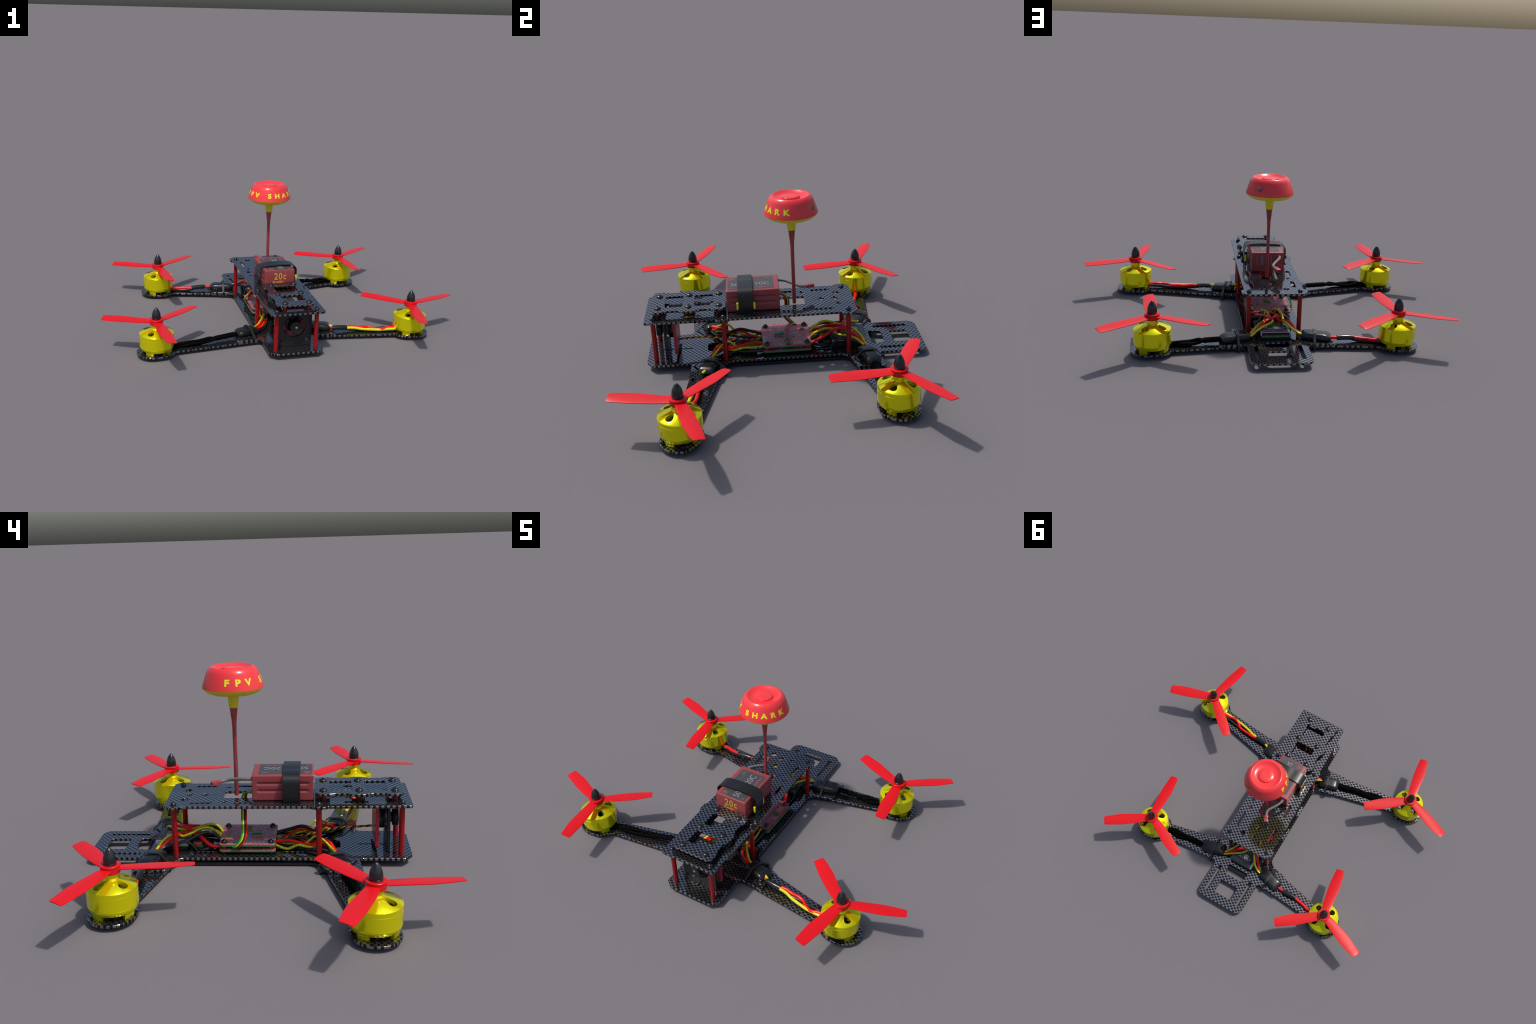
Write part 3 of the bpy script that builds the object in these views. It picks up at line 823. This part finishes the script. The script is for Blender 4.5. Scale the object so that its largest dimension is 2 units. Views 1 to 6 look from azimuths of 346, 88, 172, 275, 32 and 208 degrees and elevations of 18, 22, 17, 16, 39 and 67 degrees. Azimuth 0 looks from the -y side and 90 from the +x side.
def chips(zf, parent):
    def chip(x0, x1, y0, y1, h, leg=True):
        if leg:
            box("chip_legs", x0 - 0.003, x1 + 0.003, y0 - 0.003, y1 + 0.003, zf - 0.0003, zf + h * 0.55, M["chip_yellow"], parent, 0.0006)
        box("chip", x0, x1, y0, y1, zf - 0.0003, zf + h, M["chip_green"], parent, 0.0008)
    chip(-0.022, 0.014, -0.006, 0.038, 0.0085)
    chip(0.0440, 0.0600, 0.0420, 0.0640, 0.0060)
    chip(0.0770, 0.1060, 0.0440, 0.0700, 0.0025, False)
    chip(-0.0500, -0.0360, 0.1210, 0.1420, 0.0060)
    chip(-0.1040, -0.0930, 0.0900, 0.1090, 0.0055, False)
    for x, y, w, l in ((-0.0900, 0.0830, 0.012, 0.005), (0.0270, 0.0855, 0.004, 0.009), (0.0180, 0.0780, 0.004, 0.006), (0.0060, 0.0870, 0.004, 0.006), (0.0700, -0.0250, 0.006, 0.008), (0.020, 0.0600, 0.006, 0.004)):
        box("chip", x - w / 2, x + w / 2, y - l / 2, y + l / 2, zf - 0.0003, zf + 0.0035, M["chip_yellow"], parent, 0.0006)
    bm = bmesh.new()
    for i in range(6):                       # pad rows along the two flanks
        for j in range(3):
            y = -0.0330 + i * 0.0168; x = -0.0985 + j * 0.0100
            box_bm(bm, x - 0.003, x + 0.003, y - 0.0045, y + 0.0045, zf - 0.0002, zf + 0.0007)
    for i in range(5):                       # stripe pads at the front edge
        x = 0.0080 + i * 0.0140
        box_bm(bm, x - 0.004, x + 0.004, -0.0610, -0.0500, zf - 0.0002, zf + 0.0007)
    for i in range(3):
        for j in range(2):
            x = 0.0860 + j * 0.0130; y = 0.0890 + i * 0.0145
            box_bm(bm, x - 0.004, x + 0.004, y - 0.0048, y + 0.0048, zf - 0.0002, zf + 0.0007)
    for i in range(4):
        for j in range(2):
            x = -0.0060 + i * 0.0085; y = 0.0930 + j * 0.0120
            box_bm(bm, x - 0.0022, x + 0.0022, y - 0.0035, y + 0.0035, zf - 0.0002, zf + 0.0008)
    for i in range(4):
        box_bm(bm, 0.0860 + i * 0.007, 0.0895 + i * 0.007, 0.0130, 0.0240, zf - 0.0002, zf + 0.0007)
    for y in (0.0720, 0.1110):
        box_bm(bm, -0.1060, -0.1000, y - 0.003, y + 0.003, zf - 0.0002, zf + 0.0007)
    bm_obj("solder_pads", bm, M["pad"], parent, kind="stuff")
    random.seed(11)
    bm = bmesh.new()
    for _ in range(120):                     # strewn passive parts
        x, y = random.uniform(-0.080, 0.104), random.uniform(-0.040, 0.156)
        if (-0.028 < x < 0.020 and -0.012 < y < 0.044) or (x > 0.040 and 0.038 < y < 0.072): continue
        if hypot(abs(x) - 0.092, abs(y - 0.0505) - 0.0955) < 0.02: continue
        w, l = random.choice(((0.0022, 0.0040), (0.0040, 0.0022), (0.003, 0.003), (0.0055, 0.003)))
        box_bm(bm, x - w / 2, x + w / 2, y - l / 2, y + l / 2, zf - 0.0002, zf + random.uniform(0.0008, 0.002))
    bm_obj("small_parts", bm, M["grey_part"], parent, kind="stuff")
chips(zf, fc)
chips(0.0552, low)
fs = screw_mesh("board_screw", 0.0135, 0.0140); fs.parent = fc
FCS = [(sx * 0.0920, 0.0505 + sy * 0.0955) for sx in (1, -1) for sy in (1, -1)]
fs.location = (*FCS[0], 0.0798)
for p in FCS[1:]: copy_obj(fs, "board_screw", (*p, 0.0798), 0, fc)
sp = lathe("board_spacer", knurl(0.0553, 0.0705, 0.0105), M["pcb_red_edge"], fc, n=20); sp.location = (*FCS[0], 0)
for p in FCS[1:]: copy_obj(sp, "board_spacer", (*p, 0), 0, fc)
sp2 = lathe("board_foot", knurl(0.0360, 0.0460, 0.0085), M["screw"], fc, n=20); sp2.location = (*FCS[0], 0)
for p in FCS[1:]: copy_obj(sp2, "board_foot", (*p, 0), 0, fc)

# ------------------------------------------------------------------ speed controllers on the arm roots, with their ties
def esc(cx, cy, ang, name="speed_controller", length=0.150):
    """shrink-wrapped box; local +x points outwards along the arm"""
    L = length
    secs = [(-0.50, 0.30, 0.35, 0.2), (-0.485, 0.72, 0.62, 0.1), (-0.45, 0.86, 0.80, 0.05), (-0.38, 0.93, 0.93, 0), (-0.25, 0.97, 1.0, 0), (-0.05, 0.97, 0.97, 0), (0.12, 0.98, 0.93, 0),
            (0.28, 0.98, 0.92, 0), (0.38, 0.93, 0.82, 0), (0.45, 0.80, 0.62, 0.03), (0.49, 0.55, 0.40, 0.08), (0.503, 0.25, 0.22, 0.12)]
    V, F, n = [], [], 28
    zb, H, W = 0.0365, 0.0370, 0.0385
    for t, w, h, lift in secs:
        z0 = zb + H * lift
        hh = H * h - H * lift * 0.5
        for k in range(n):
            a = 2 * pi * k / n
            ca, sa = cos(a), sin(a)
            e = 0.42
            x = math.copysign(abs(ca) ** e, ca) * W * w
            z = math.copysign(abs(sa) ** e, sa)
            z = z0 + (z + 1) / 2 * hh
            if z > zb + H * 0.6: x *= 1 - 0.22 * ((z - zb - H * 0.6) / (H * 0.4))
            V.append((t * L, x, z))
    for i in range(len(secs) - 1):
        for k in range(n):
            a, b = i * n + k, i * n + (k + 1) % n
            F.append((a, b, b + n, a + n))
    F.append(tuple(range(n))); F.append(tuple(range((len(secs) - 1) * n, len(secs) * n)))
    o = mesh_obj(name, V, F, M["shrink"], None, 60)
    o.location = (cx, cy, 0); o.rotation_euler = (0, 0, ang)
    return o

def tie(cx, cy, ang, half, name="cable_tie", top=0.0750, knob=1):
    """strap loop: under the plates, up the arm edges, slanting over the controller"""
    w, th = 0.0125, 0.0035
    loop = [(-half, 0.0005), (half, 0.0005), (half + 0.003, 0.006), (half + 0.003, 0.0330), (half * 0.78, 0.0480), (half * 0.46, 0.0700), (half * 0.38, top), (-half * 0.38, top), (-half * 0.46, 0.0700), (-half * 0.78, 0.0480), (-half - 0.003, 0.0330), (-half - 0.003, 0.006)]
    loop = rounded([(x, z, 0.006) for x, z in loop], 3)
    cen = Vector((0, 0.045))
    V, F = [], []
    m = len(loop)
    for i in range(m):
        p = Vector(loop[i]); t = (Vector(loop[(i + 1) % m]) - Vector(loop[i - 1]))
        if t.length < 1e-7: t = Vector((1, 0))
        t.normalize()
        nn = Vector((t.y, -t.x))
        q = p + nn * th
        q.y = max(q.y, 0.0); 
        for u, r in ((-w / 2, p), (w / 2, p), (w / 2, q), (-w / 2, q)):
            V.append((u, r.x, r.y))
    for i in range(m):
        a, b = 4 * i, 4 * ((i + 1) % m)
        for k in range(4): F.append((a + k, a + (k + 1) % 4, b + (k + 1) % 4, b + k))
    o = mesh_obj(name, V, F, M["rubber"], None, 40)
    o.location = (cx, cy, 0); o.rotation_euler = (0, 0, ang)
    box("tie_head", -0.0090, 0.0090, knob * (half + 0.001) - 0.006, knob * (half + 0.001) + 0.009, 0.0200, 0.0320, M["rubber"], o, 0.002)
    return o

ESCS = {}
for sx in (1, -1):
    e = esc(sx * 0.2110, -0.3200, radians(-16) if sx > 0 else radians(180 + 16), length=0.130); ESCS[(sx, -1)] = e
    e = esc(sx * 0.2030, 0.4230, radians(15) if sx > 0 else radians(180 - 15), length=0.152); ESCS[(sx, 1)] = e
    tie(sx * 0.2000, -0.3170, radians(-15) if sx > 0 else radians(180 + 15), 0.0750, knob=1)
    tie(sx * 0.1950, 0.4230, radians(6.5) if sx > 0 else radians(180 - 6.5), 0.0680, knob=-1)

# ------------------------------------------------------------------ leads from controllers to motors
def lerp(a, b, t): return tuple(p + (q - p) * t for p, q in zip(a, b))
# +x front: visible red, yellow and black leads with a sleeve
tube("sleeve", [(0.2790, -0.3520, 0.0470), (0.3000, -0.3560, 0.0480), (0.3300, -0.3590, 0.0480), (0.3630, -0.3600, 0.0450)], 0.0145, M["shrink"], None, n=18, flat=0.9)
tube("motor_lead", [(0.2560, -0.3380, 0.0480), (0.2680, -0.3480, 0.0500), (0.2840, -0.3540, 0.0490)], 0.0070, M["wire_red"])
tube("motor_lead", [(0.2580, -0.3300, 0.0560), (0.2720, -0.3420, 0.0560), (0.2840, -0.3480, 0.0540)], 0.0065, M["wire_yellow_plain"])
tube("motor_lead", [(0.3550, -0.3600, 0.0480), (0.3950, -0.3570, 0.0500), (0.4300, -0.3630, 0.0440), (0.4650, -0.3660, 0.0460), (0.4950, -0.3740, 0.0420), (0.5250, -0.3980, 0.0400), (0.5600, -0.4120, 0.0420), (0.6000, -0.4050, 0.0460), (0.6500, -0.4100, 0.0420)], 0.0082, M["wire_red"])
tube("motor_lead", [(0.3550, -0.3650, 0.0450), (0.4000, -0.3740, 0.0460), (0.4450, -0.3900, 0.0420), (0.4950, -0.4020, 0.0400), (0.5400, -0.4100, 0.0380), (0.5900, -0.4150, 0.0400), (0.6500, -0.4200, 0.0400)], 0.0080, M["wire_yellow_plain"])
tube("motor_lead", [(0.3550, -0.3620, 0.0400), (0.4200, -0.3700, 0.0330), (0.4700, -0.3720, 0.0320), (0.5300, -0.3800, 0.0340), (0.5800, -0.3880, 0.0380), (0.6500, -0.4000, 0.0380)], 0.0085, M["wire_black"])
# orange lead end that climbs the motor foot
tube("motor_lead", [(0.6200, -0.4150, 0.0380), (0.6360, -0.3900, 0.0420), (0.6420, -0.3700, 0.0560)], 0.0060, M["wire_red"])
# -x rear: red lead over yellow and black
tube("sleeve", [(-0.3070, 0.4450, 0.0470), (-0.3350, 0.4440, 0.0480), (-0.3650, 0.4430, 0.0470), (-0.3940, 0.4420, 0.0440)], 0.0145, M["shrink"], None, n=18, flat=0.9)
tube("motor_lead", [(-0.2600, 0.4380, 0.0480), (-0.2850, 0.4420, 0.0470), (-0.3120, 0.4450, 0.0470)], 0.0080, M["wire_red"])
tube("motor_lead", [(-0.3850, 0.4430, 0.0450), (-0.4250, 0.4500, 0.0430), (-0.4550, 0.4560, 0.0420), (-0.4850, 0.4660, 0.0410), (-0.5150, 0.4680, 0.0420), (-0.5500, 0.4700, 0.0400)], 0.0090, M["wire_red"])
tube("motor_lead", [(-0.3850, 0.4400, 0.0390), (-0.4300, 0.4440, 0.0330), (-0.4700, 0.4560, 0.0320), (-0.5100, 0.4740, 0.0330), (-0.5500, 0.4780, 0.0360)], 0.0080, M["wire_black"])
tube("motor_lead", [(-0.3850, 0.4470, 0.0380), (-0.4300, 0.4560, 0.0310), (-0.4800, 0.4600, 0.0310), (-0.5500, 0.4640, 0.0340)], 0.0065, M["wire_black"])
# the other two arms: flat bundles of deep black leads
def black_bundle(p0, p1, p2, side):
    tube("sleeve", [p0, lerp(p0, p1, 0.5), p1], 0.0150, M["wire_void"], None, n=16, flat=0.9)
    random.seed(int(abs(p0[0] * 1000) + 5 * p0[1]))
    d = (Vector(p2) - Vector(p1)); nrm = Vector((-d.y, d.x, 0)).normalized()
    for k, (o, z) in enumerate(((-0.0110, 0.0), (0.0, 0.006), (0.0115, -0.002))):
        pts = [Vector(p0) - d.normalized() * 0.028 + nrm * o * 0.5]
        for i in range(9):
            t = i / 8
            q = Vector(p1).lerp(Vector(p2), t) + nrm * (o + 0.0055 * sin(2.6 * pi * t + 2.1 * k)) + Vector((0, 0, z - 0.010 * t + 0.0035 * sin(3.2 * pi * t + 1.3 * k)))
            if i == 0: q = Vector(p1) + nrm * o * 0.6
            pts.append(q)
        tube("motor_lead", pts, 0.0088, M["wire_void"], None, n=10)
black_bundle((-0.2880, -0.3410, 0.0480), (-0.3950, -0.3680, 0.0450), (-0.6600, -0.4100, 0.0410), -1)
black_bundle((0.2780, 0.4400, 0.0480), (0.3560, 0.4430, 0.0450), (0.5450, 0.4650, 0.0400), 1)

# ------------------------------------------------------------------ power and signal leads between the boards and the controllers
def wire(mat, r, pts, **kw): return tube("lead", pts, r * 0.86, M[mat], None, **kw)
for sx in (1, -1):
    # front bundles (both flanks, mildly different)
    k = 1.0 if sx > 0 else 0.94
    wire("wire_red", 0.0078, [(sx * 0.055, -0.058, 0.066), (sx * 0.062, -0.110, 0.078), (sx * 0.072, -0.150, 0.080 * k), (sx * 0.080, -0.192, 0.066), (sx * 0.082, -0.232, 0.074), (sx * 0.084, -0.262, 0.088), (sx * 0.100, -0.286, 0.082), (sx * 0.125, -0.302, 0.064), (sx * 0.158, -0.310, 0.056)])
    wire("wire_yellow", 0.0072, [(sx * 0.070, -0.058, 0.063), (sx * 0.078, -0.112, 0.062 if sx > 0 else 0.046), (sx * 0.084, -0.155, 0.066), (sx * 0.084, -0.196, 0.058), (sx * 0.082, -0.228, 0.060), (sx * 0.084, -0.262, 0.074), (sx * 0.094, -0.280, 0.072), (sx * 0.116, -0.290, 0.058), (sx * 0.158, -0.306, 0.052)])
    wire("wire_black", 0.0078, [(sx * 0.045, -0.058, 0.064), (sx * 0.056, -0.120, 0.082), (sx * 0.064, -0.168, 0.092), (sx * 0.072, -0.206, 0.080), (sx * 0.070, -0.245, 0.062), (sx * 0.096, -0.285, 0.050), (sx * 0.150, -0.320, 0.048)])
    wire("wire_yellow", 0.0060, [(sx * 0.030, -0.058, 0.058), (sx * 0.044, -0.110, 0.056), (sx * 0.058, -0.150, 0.064), (sx * 0.074, -0.184, 0.068), (sx * 0.082, -0.206, 0.088), (sx * 0.090, -0.228, 0.106), (sx * 0.108, -0.258, 0.098), (sx * 0.138, -0.290, 0.076), (sx * 0.165, -0.308, 0.066)])
    wire("wire_red", 0.0060, [(sx * 0.020, -0.058, 0.052), (sx * 0.036, -0.120, 0.066), (sx * 0.052, -0.155, 0.084), (sx * 0.070, -0.190, 0.076), (sx * 0.092, -0.225, 0.068), (sx * 0.110, -0.270, 0.080), (sx * 0.150, -0.312, 0.070)])
    if sx > 0: wire("wire_black", 0.0095, [(sx * 0.090, -0.040, 0.048), (sx * 0.094, -0.085, 0.050), (sx * 0.090, -0.150, 0.048), (sx * 0.070, -0.200, 0.046), (sx * 0.030, -0.230, 0.048)])
    wire("wire_black", 0.0070, [(sx * 0.035, -0.060, 0.048), (sx * 0.055, -0.130, 0.045), (sx * 0.075, -0.180, 0.044), (sx * 0.095, -0.230, 0.048), (sx * 0.140, -0.300, 0.050)])
# rear arches
wire("wire_yellow", 0.0075, [(-0.020, 0.158, 0.066), (-0.016, 0.182, 0.094), (-0.022, 0.212, 0.116), (-0.036, 0.248, 0.120), (-0.050, 0.285, 0.104), (-0.048, 0.322, 0.090), (-0.046, 0.345, 0.100), (-0.062, 0.372, 0.098), (-0.080, 0.396, 0.086), (-0.110, 0.416, 0.066), (-0.140, 0.424, 0.056)])
wire("wire_yellow", 0.0070, [(0.034, 0.158, 0.064), (0.045, 0.182, 0.096), (0.042, 0.210, 0.110), (0.024, 0.240, 0.110), (0.014, 0.282, 0.100), (0.006, 0.318, 0.098), (0.006, 0.346, 0.102), (0.026, 0.376, 0.100), (0.062, 0.398, 0.092), (0.090, 0.412, 0.078), (0.118, 0.424, 0.058), (0.142, 0.426, 0.052)])
wire("wire_yellow", 0.0068, [(0.020, 0.158, 0.060), (0.030, 0.185, 0.080), (0.040, 0.225, 0.090), (0.036, 0.270, 0.090), (0.048, 0.305, 0.084), (0.070, 0.340, 0.088), (0.092, 0.378, 0.082), (0.125, 0.412, 0.062)])
wire("wire_red", 0.0095, [(0.076, 0.158, 0.062), (0.072, 0.195, 0.076), (0.056, 0.235, 0.090), (0.040, 0.268, 0.100), (0.026, 0.300, 0.106), (0.030, 0.336, 0.106), (0.062, 0.372, 0.094), (0.090, 0.398, 0.074), (0.122, 0.418, 0.054), (0.142, 0.424, 0.050)])
wire("wire_red", 0.0095, [(-0.070, 0.158, 0.056), (-0.076, 0.188, 0.056), (-0.070, 0.215, 0.066), (-0.050, 0.245, 0.086), (-0.030, 0.270, 0.096), (-0.020, 0.300, 0.096), (-0.034, 0.332, 0.098), (-0.070, 0.352, 0.100), (-0.094, 0.382, 0.080), (-0.118, 0.410, 0.058), (-0.140, 0.420, 0.052)])
wire("wire_red", 0.0080, [(0.010, 0.158, 0.062), (0.004, 0.190, 0.084), (-0.020, 0.230, 0.094), (-0.030, 0.268, 0.100), (-0.010, 0.300, 0.108), (0.010, 0.330, 0.110), (0.045, 0.360, 0.106)])
wire("wire_black", 0.0085, [(-0.040, 0.158, 0.060), (-0.036, 0.190, 0.094), (-0.044, 0.225, 0.106), (-0.062, 0.262, 0.098), (-0.084, 0.300, 0.084), (-0.096, 0.345, 0.078), (-0.108, 0.388, 0.066), (-0.138, 0.418, 0.056)])
wire("wire_black", 0.0085, [(0.050, 0.158, 0.058), (0.052, 0.190, 0.088), (0.042, 0.220, 0.100), (0.050, 0.262, 0.094), (0.072, 0.300, 0.080), (0.088, 0.345, 0.076), (0.104, 0.390, 0.066), (0.138, 0.420, 0.054)])
wire("wire_black", 0.0075, [(-0.082, 0.262, 0.040), (-0.084, 0.280, 0.066), (-0.084, 0.306, 0.080), (-0.084, 0.332, 0.074), (-0.084, 0.352, 0.044)])
wire("wire_black", 0.0070, [(0.082, 0.262, 0.042), (0.088, 0.290, 0.078), (0.094, 0.330, 0.082), (0.090, 0.360, 0.050)])
wire("wire_black", 0.0080, [(-0.020, 0.160, 0.044), (-0.060, 0.200, 0.046), (-0.080, 0.240, 0.042), (-0.060, 0.280, 0.044)])
wire("wire_black", 0.0080, [(0.030, 0.160, 0.044), (0.064, 0.200, 0.046), (0.070, 0.240, 0.044), (0.050, 0.270, 0.046)])
# four-way ribbon from the board up through the battery deck
RIB = [(-0.100, 0.1060, 0.0700), (-0.1230, 0.0980, 0.0720), (-0.1290, 0.0820, 0.0840), (-0.1240, 0.0640, 0.1080), (-0.1000, 0.0600, 0.1380), (-0.0740, 0.0630, 0.1640), (-0.0480, 0.0640, 0.2050), (-0.0290, 0.0640, 0.2480), (-0.0300, 0.0560, 0.2720), (-0.0400, 0.0380, 0.2800), (-0.0480, 0.0200, 0.2790)]
for k, mt in enumerate(("wire_green", "wire_yellow_plain", "wire_black", "wire_red")):
    off = [(0.0005 * k, 0.0062 * (1.5 - k), 0.0) for _ in RIB]
    pts = []
    for i, p in enumerate(RIB):
        t = i / (len(RIB) - 1)
        o = 0.0062 * (1.5 - k)
        f = min(1, max(0, (t - 0.72) / 0.2))          # turns over the battery end
        g = max(0, 1 - t / 0.2)
        pts.append((p[0] - o * f - o * g * 0.6, p[1] + o * (1 - f) * (1 - 0.5 * g), p[2]))
    tube("ribbon_lead", pts, 0.0033, M[mt], None, n=8)
# twisted pair to the camera
def twisted(path, r, pitch, mats):
    P = smooth_path(path, 16)
    for k, mt in enumerate(mats):
        pts, s = [], 0.0
        for i, p in enumerate(P):
            if i: s += (p - P[i - 1]).length
            t = (P[min(i + 1, len(P) - 1)] - P[max(i - 1, 0)]).normalized()
            a = t.cross(Vector((0, 0, 1))).normalized(); b = a.cross(t)
            ph = 2 * pi * s / pitch + 2 * pi * k / len(mats)
            pts.append(p + a * r * cos(ph) + b * r * sin(ph))
        tube("camera_lead", pts, r * 1.05, M[mt], None, n=6, sub=1)
twisted([(0.0310, -0.4640, 0.1065), (0.0240, -0.4200, 0.1060), (0.0190, -0.3700, 0.1045), (0.0170, -0.3300, 0.1030), (0.0180, -0.2800, 0.0930), (0.0140, -0.2200, 0.0780), (0.0060, -0.1500, 0.0680), (0.0000, -0.0600, 0.0620)], 0.0026, 0.030, ("wire_red", "wire_yellow_plain", "wire_black"))

# power sockets beside the receiver
box("power_socket", 0.0330, 0.0840, 0.2640, 0.3320, 0.0380, 0.0700, M["foam"], None, 0.003)
box("socket_cap", 0.0350, 0.0830, 0.2660, 0.3300, 0.0690, 0.0760, M["label"], None, 0.002)
box("socket_cap", 0.0832, 0.0852, 0.2660, 0.3300, 0.0690, 0.0735, M["silver"], None, 0.0006)
for k in range(3):
    box("socket_pin", 0.0500 + 0.009 * k, 0.0540 + 0.009 * k, 0.2250, 0.2650, 0.0560, 0.0600, M["screw"], None, 0.0006)
box("signal_plug", -0.0700, -0.0400, 0.2420, 0.2790, 0.0525, 0.0715, M["plug"], None, 0.002)
box("signal_plug", -0.0680, -0.0420, 0.2380, 0.2830, 0.0470, 0.0530, M["pcb_green"], None, 0.0008)
box("signal_plug", -0.0660, -0.0440, 0.2450, 0.2760, 0.0714, 0.0726, M["foam"], None, 0.0005)

# ------------------------------------------------------------------ receiver
rx = box("receiver", -0.0730, 0.0740, 0.2990, 0.4345, 0.0570, 0.0785, M["white_case"], None, 0.0012)
box("receiver_board", -0.0700, 0.0700, 0.3000, 0.4365, 0.0500, 0.0572, M["pcb_green"], rx, 0.0006)
box("receiver_foam", -0.0740, 0.0740, 0.3040, 0.4310, 0.0362, 0.0502, M["foam"], rx, 0.0015)
box("receiver_face", -0.0680, 0.0690, 0.4330, 0.4352, 0.0590, 0.0745, M["foam"], rx, 0.0005)
bm = bmesh.new()
for k in range(12):
    x = -0.056 + k * 0.0100
    box_bm(bm, x - 0.0012, x + 0.0012, 0.4345, 0.4362, 0.0580 + (k % 3) * 0.001, 0.0660)
bm_obj("receiver_pins", bm, M["pcb_red_edge"], rx, kind="stuff")
plate("receiver_label", rrect(-0.0610, 0.3000, 0.0735, 0.4340, 0.002), [], 0.0782, 0.0792, M["label"], rx, 0.0002)
# printed side reads from the tail: text x runs -x, text up is -y
RX = frame((-1, 0, 0), (0, -1, 0))
rz = 0.0794
lettering("receiver_writing", "ACCST", 0.0240, (-0.0050, 0.3920, rz), RX, M["white_ink"], rx, bold=0.0006, xs=1.1)
lettering("receiver_writing", "X4R-II", 0.0220, (0.0000, 0.3450, rz), RX, M["green_ink"], rx, bold=0.0005, xs=1.1)
lettering("receiver_writing", "Telemetry", 0.0170, (0.0280, 0.4180, rz), RX, M["grey_ink"], rx, bold=0.0002)
lettering("receiver_writing", "2.4GHz", 0.0130, (-0.0050, 0.3700, rz), RX, M["white_ink"], rx, bold=0.0003)
lettering("receiver_writing", "RECEIVER", 0.0130, (-0.0100, 0.3200, rz), RX, M["orange_ink"], rx, bold=0.0004)
arc = [(0.0660 + 0.006 * cos(a), 0.4180 + 0.009 * sin(a)) for a in [pi * (0.3 + 0.1 * i) - pi / 3 for i in range(12)]] + [(0.0655 + 0.0045 * cos(a), 0.4180 + 0.007 * sin(a)) for a in [pi * (0.3 + 0.1 * i) - pi / 3 for i in range(11, -1, -1)]]
plate("receiver_mark", arc, [], rz - 0.0004, rz + 0.0004, M["orange_ink"], rx, 0.0001)
plate("receiver_mark", circle(-0.0520, 0.4190, 0.0035, 14), [], rz - 0.0004, rz + 0.0004, M["orange_ink"], rx, 0.0001)
lettering("receiver_writing", "R W", 0.0090, (-0.0450, 0.4250, rz), RX, M["grey_ink"], rx)
plate("receiver_button", circle(-0.0520, 0.3950, 0.0100, 20), [], rz - 0.0004, rz + 0.0008, M["cam_plate"], rx, 0.0003)

# ------------------------------------------------------------------ camera
RC = frame((1, 0, 0), (0, 0, 1))
cm = plate_mesh("camera_mount", rrect(-0.0900, 0.0370, 0.0980, 0.2440, 0.004), [circle(0.0020, 0.1480, 0.0610, 40), circle(0.0720, 0.0700, 0.0075, 14), circle(-0.0660, 0.0700, 0.0075, 14)], -0.0050, 0.0050, 0.0008)
cm.transform(Matrix.Translation((0, -0.5220, 0)) @ RC.to_4x4()); finish(cm, M["cam_plate"], 30)
cam = put(bpy.data.objects.new("camera", cm))
pcbm = plate_mesh("camera_board", rrect(-0.0960, 0.0600, 0.1020, 0.2440, 0.006), [], -0.0060, 0.0060, 0.0008)
pcbm.transform(Matrix.Translation((0, -0.4740, 0)) @ RC.to_4x4()); finish(pcbm, M["pcb_red_edge"], 30)
put(bpy.data.objects.new("camera_board", pcbm), cam)
pf = plate_mesh("camera_board_face", rrect(-0.0950, 0.0610, 0.1010, 0.2430, 0.005), [], -0.0008, 0.0008, 0.0003)
pf.transform(Matrix.Translation((0, -0.4806, 0)) @ RC.to_4x4()); finish(pf, M["pcb_red_cam"], 30)
put(bpy.data.objects.new("camera_board_face", pf), cam)
bm = bmesh.new()
for x, z, w, h in ((-0.045, 0.105, 0.030, 0.020), (0.050, 0.175, 0.020, 0.026), (-0.040, 0.195, 0.016, 0.016), (0.040, 0.110, 0.014, 0.020)):
    box_bm(bm, x - w / 2, x + w / 2, -0.4870, -0.4810, z - h / 2, z + h / 2, 0.001)
bm_obj("camera_chips", bm, M["cam_plate"], cam, kind="stuff")
bm = bmesh.new(); random.seed(21)
for k in range(46):
    x, z = random.uniform(-0.060, 0.062), random.uniform(0.090, 0.205)
    w, h = random.choice(((0.003, 0.006), (0.006, 0.003), (0.004, 0.004)))
    box_bm(bm, x - w / 2, x + w / 2, -0.4828, -0.4810, z - h / 2, z + h / 2)
bm_obj("camera_parts", bm, M["pad"], cam, kind="stuff")
def along_y(profile, cx, cz, name, mat, n=40):
    """(r, y) profile spun about the optical axis"""
    bm = lathe_bm([(r, y) for r, y in profile], n)
    for v in bm.verts: v.co = (v.co.x + cx, v.co.z, v.co.y + cz)
    return bm_obj(name, bm, mat, cam, 40)
along_y([(0, -0.4860), (0.0300, -0.4860), (0.0300, -0.5250), (0.0210, -0.5250), (0.0210, -0.5400), (0.0330, -0.5420), (0.0345, -0.5440), (0.0345, -0.5655), (0.0330, -0.5670), (0.0290, -0.5670), (0.0275, -0.5640), (0.0080, -0.5625), (0.0070, -0.5600), (0, -0.5600)], 0.0030, 0.1555, "lens_barrel", M["lens_black"])
along_y([(0, -0.5600), (0.0070, -0.5600), (0.0062, -0.5622), (0.0040, -0.5640), (0, -0.5646)], 0.0030, 0.1555, "lens_glass", M["glass_bead"], 20)
along_y([(0.0400, -0.5200), (0.0480, -0.5060), (0.0480, -0.4860), (0, -0.4860), (0, -0.5200)], 0.0030, 0.1555, "lens_socket", M["lens_black"], 8)

bpy.context.view_layer.update()
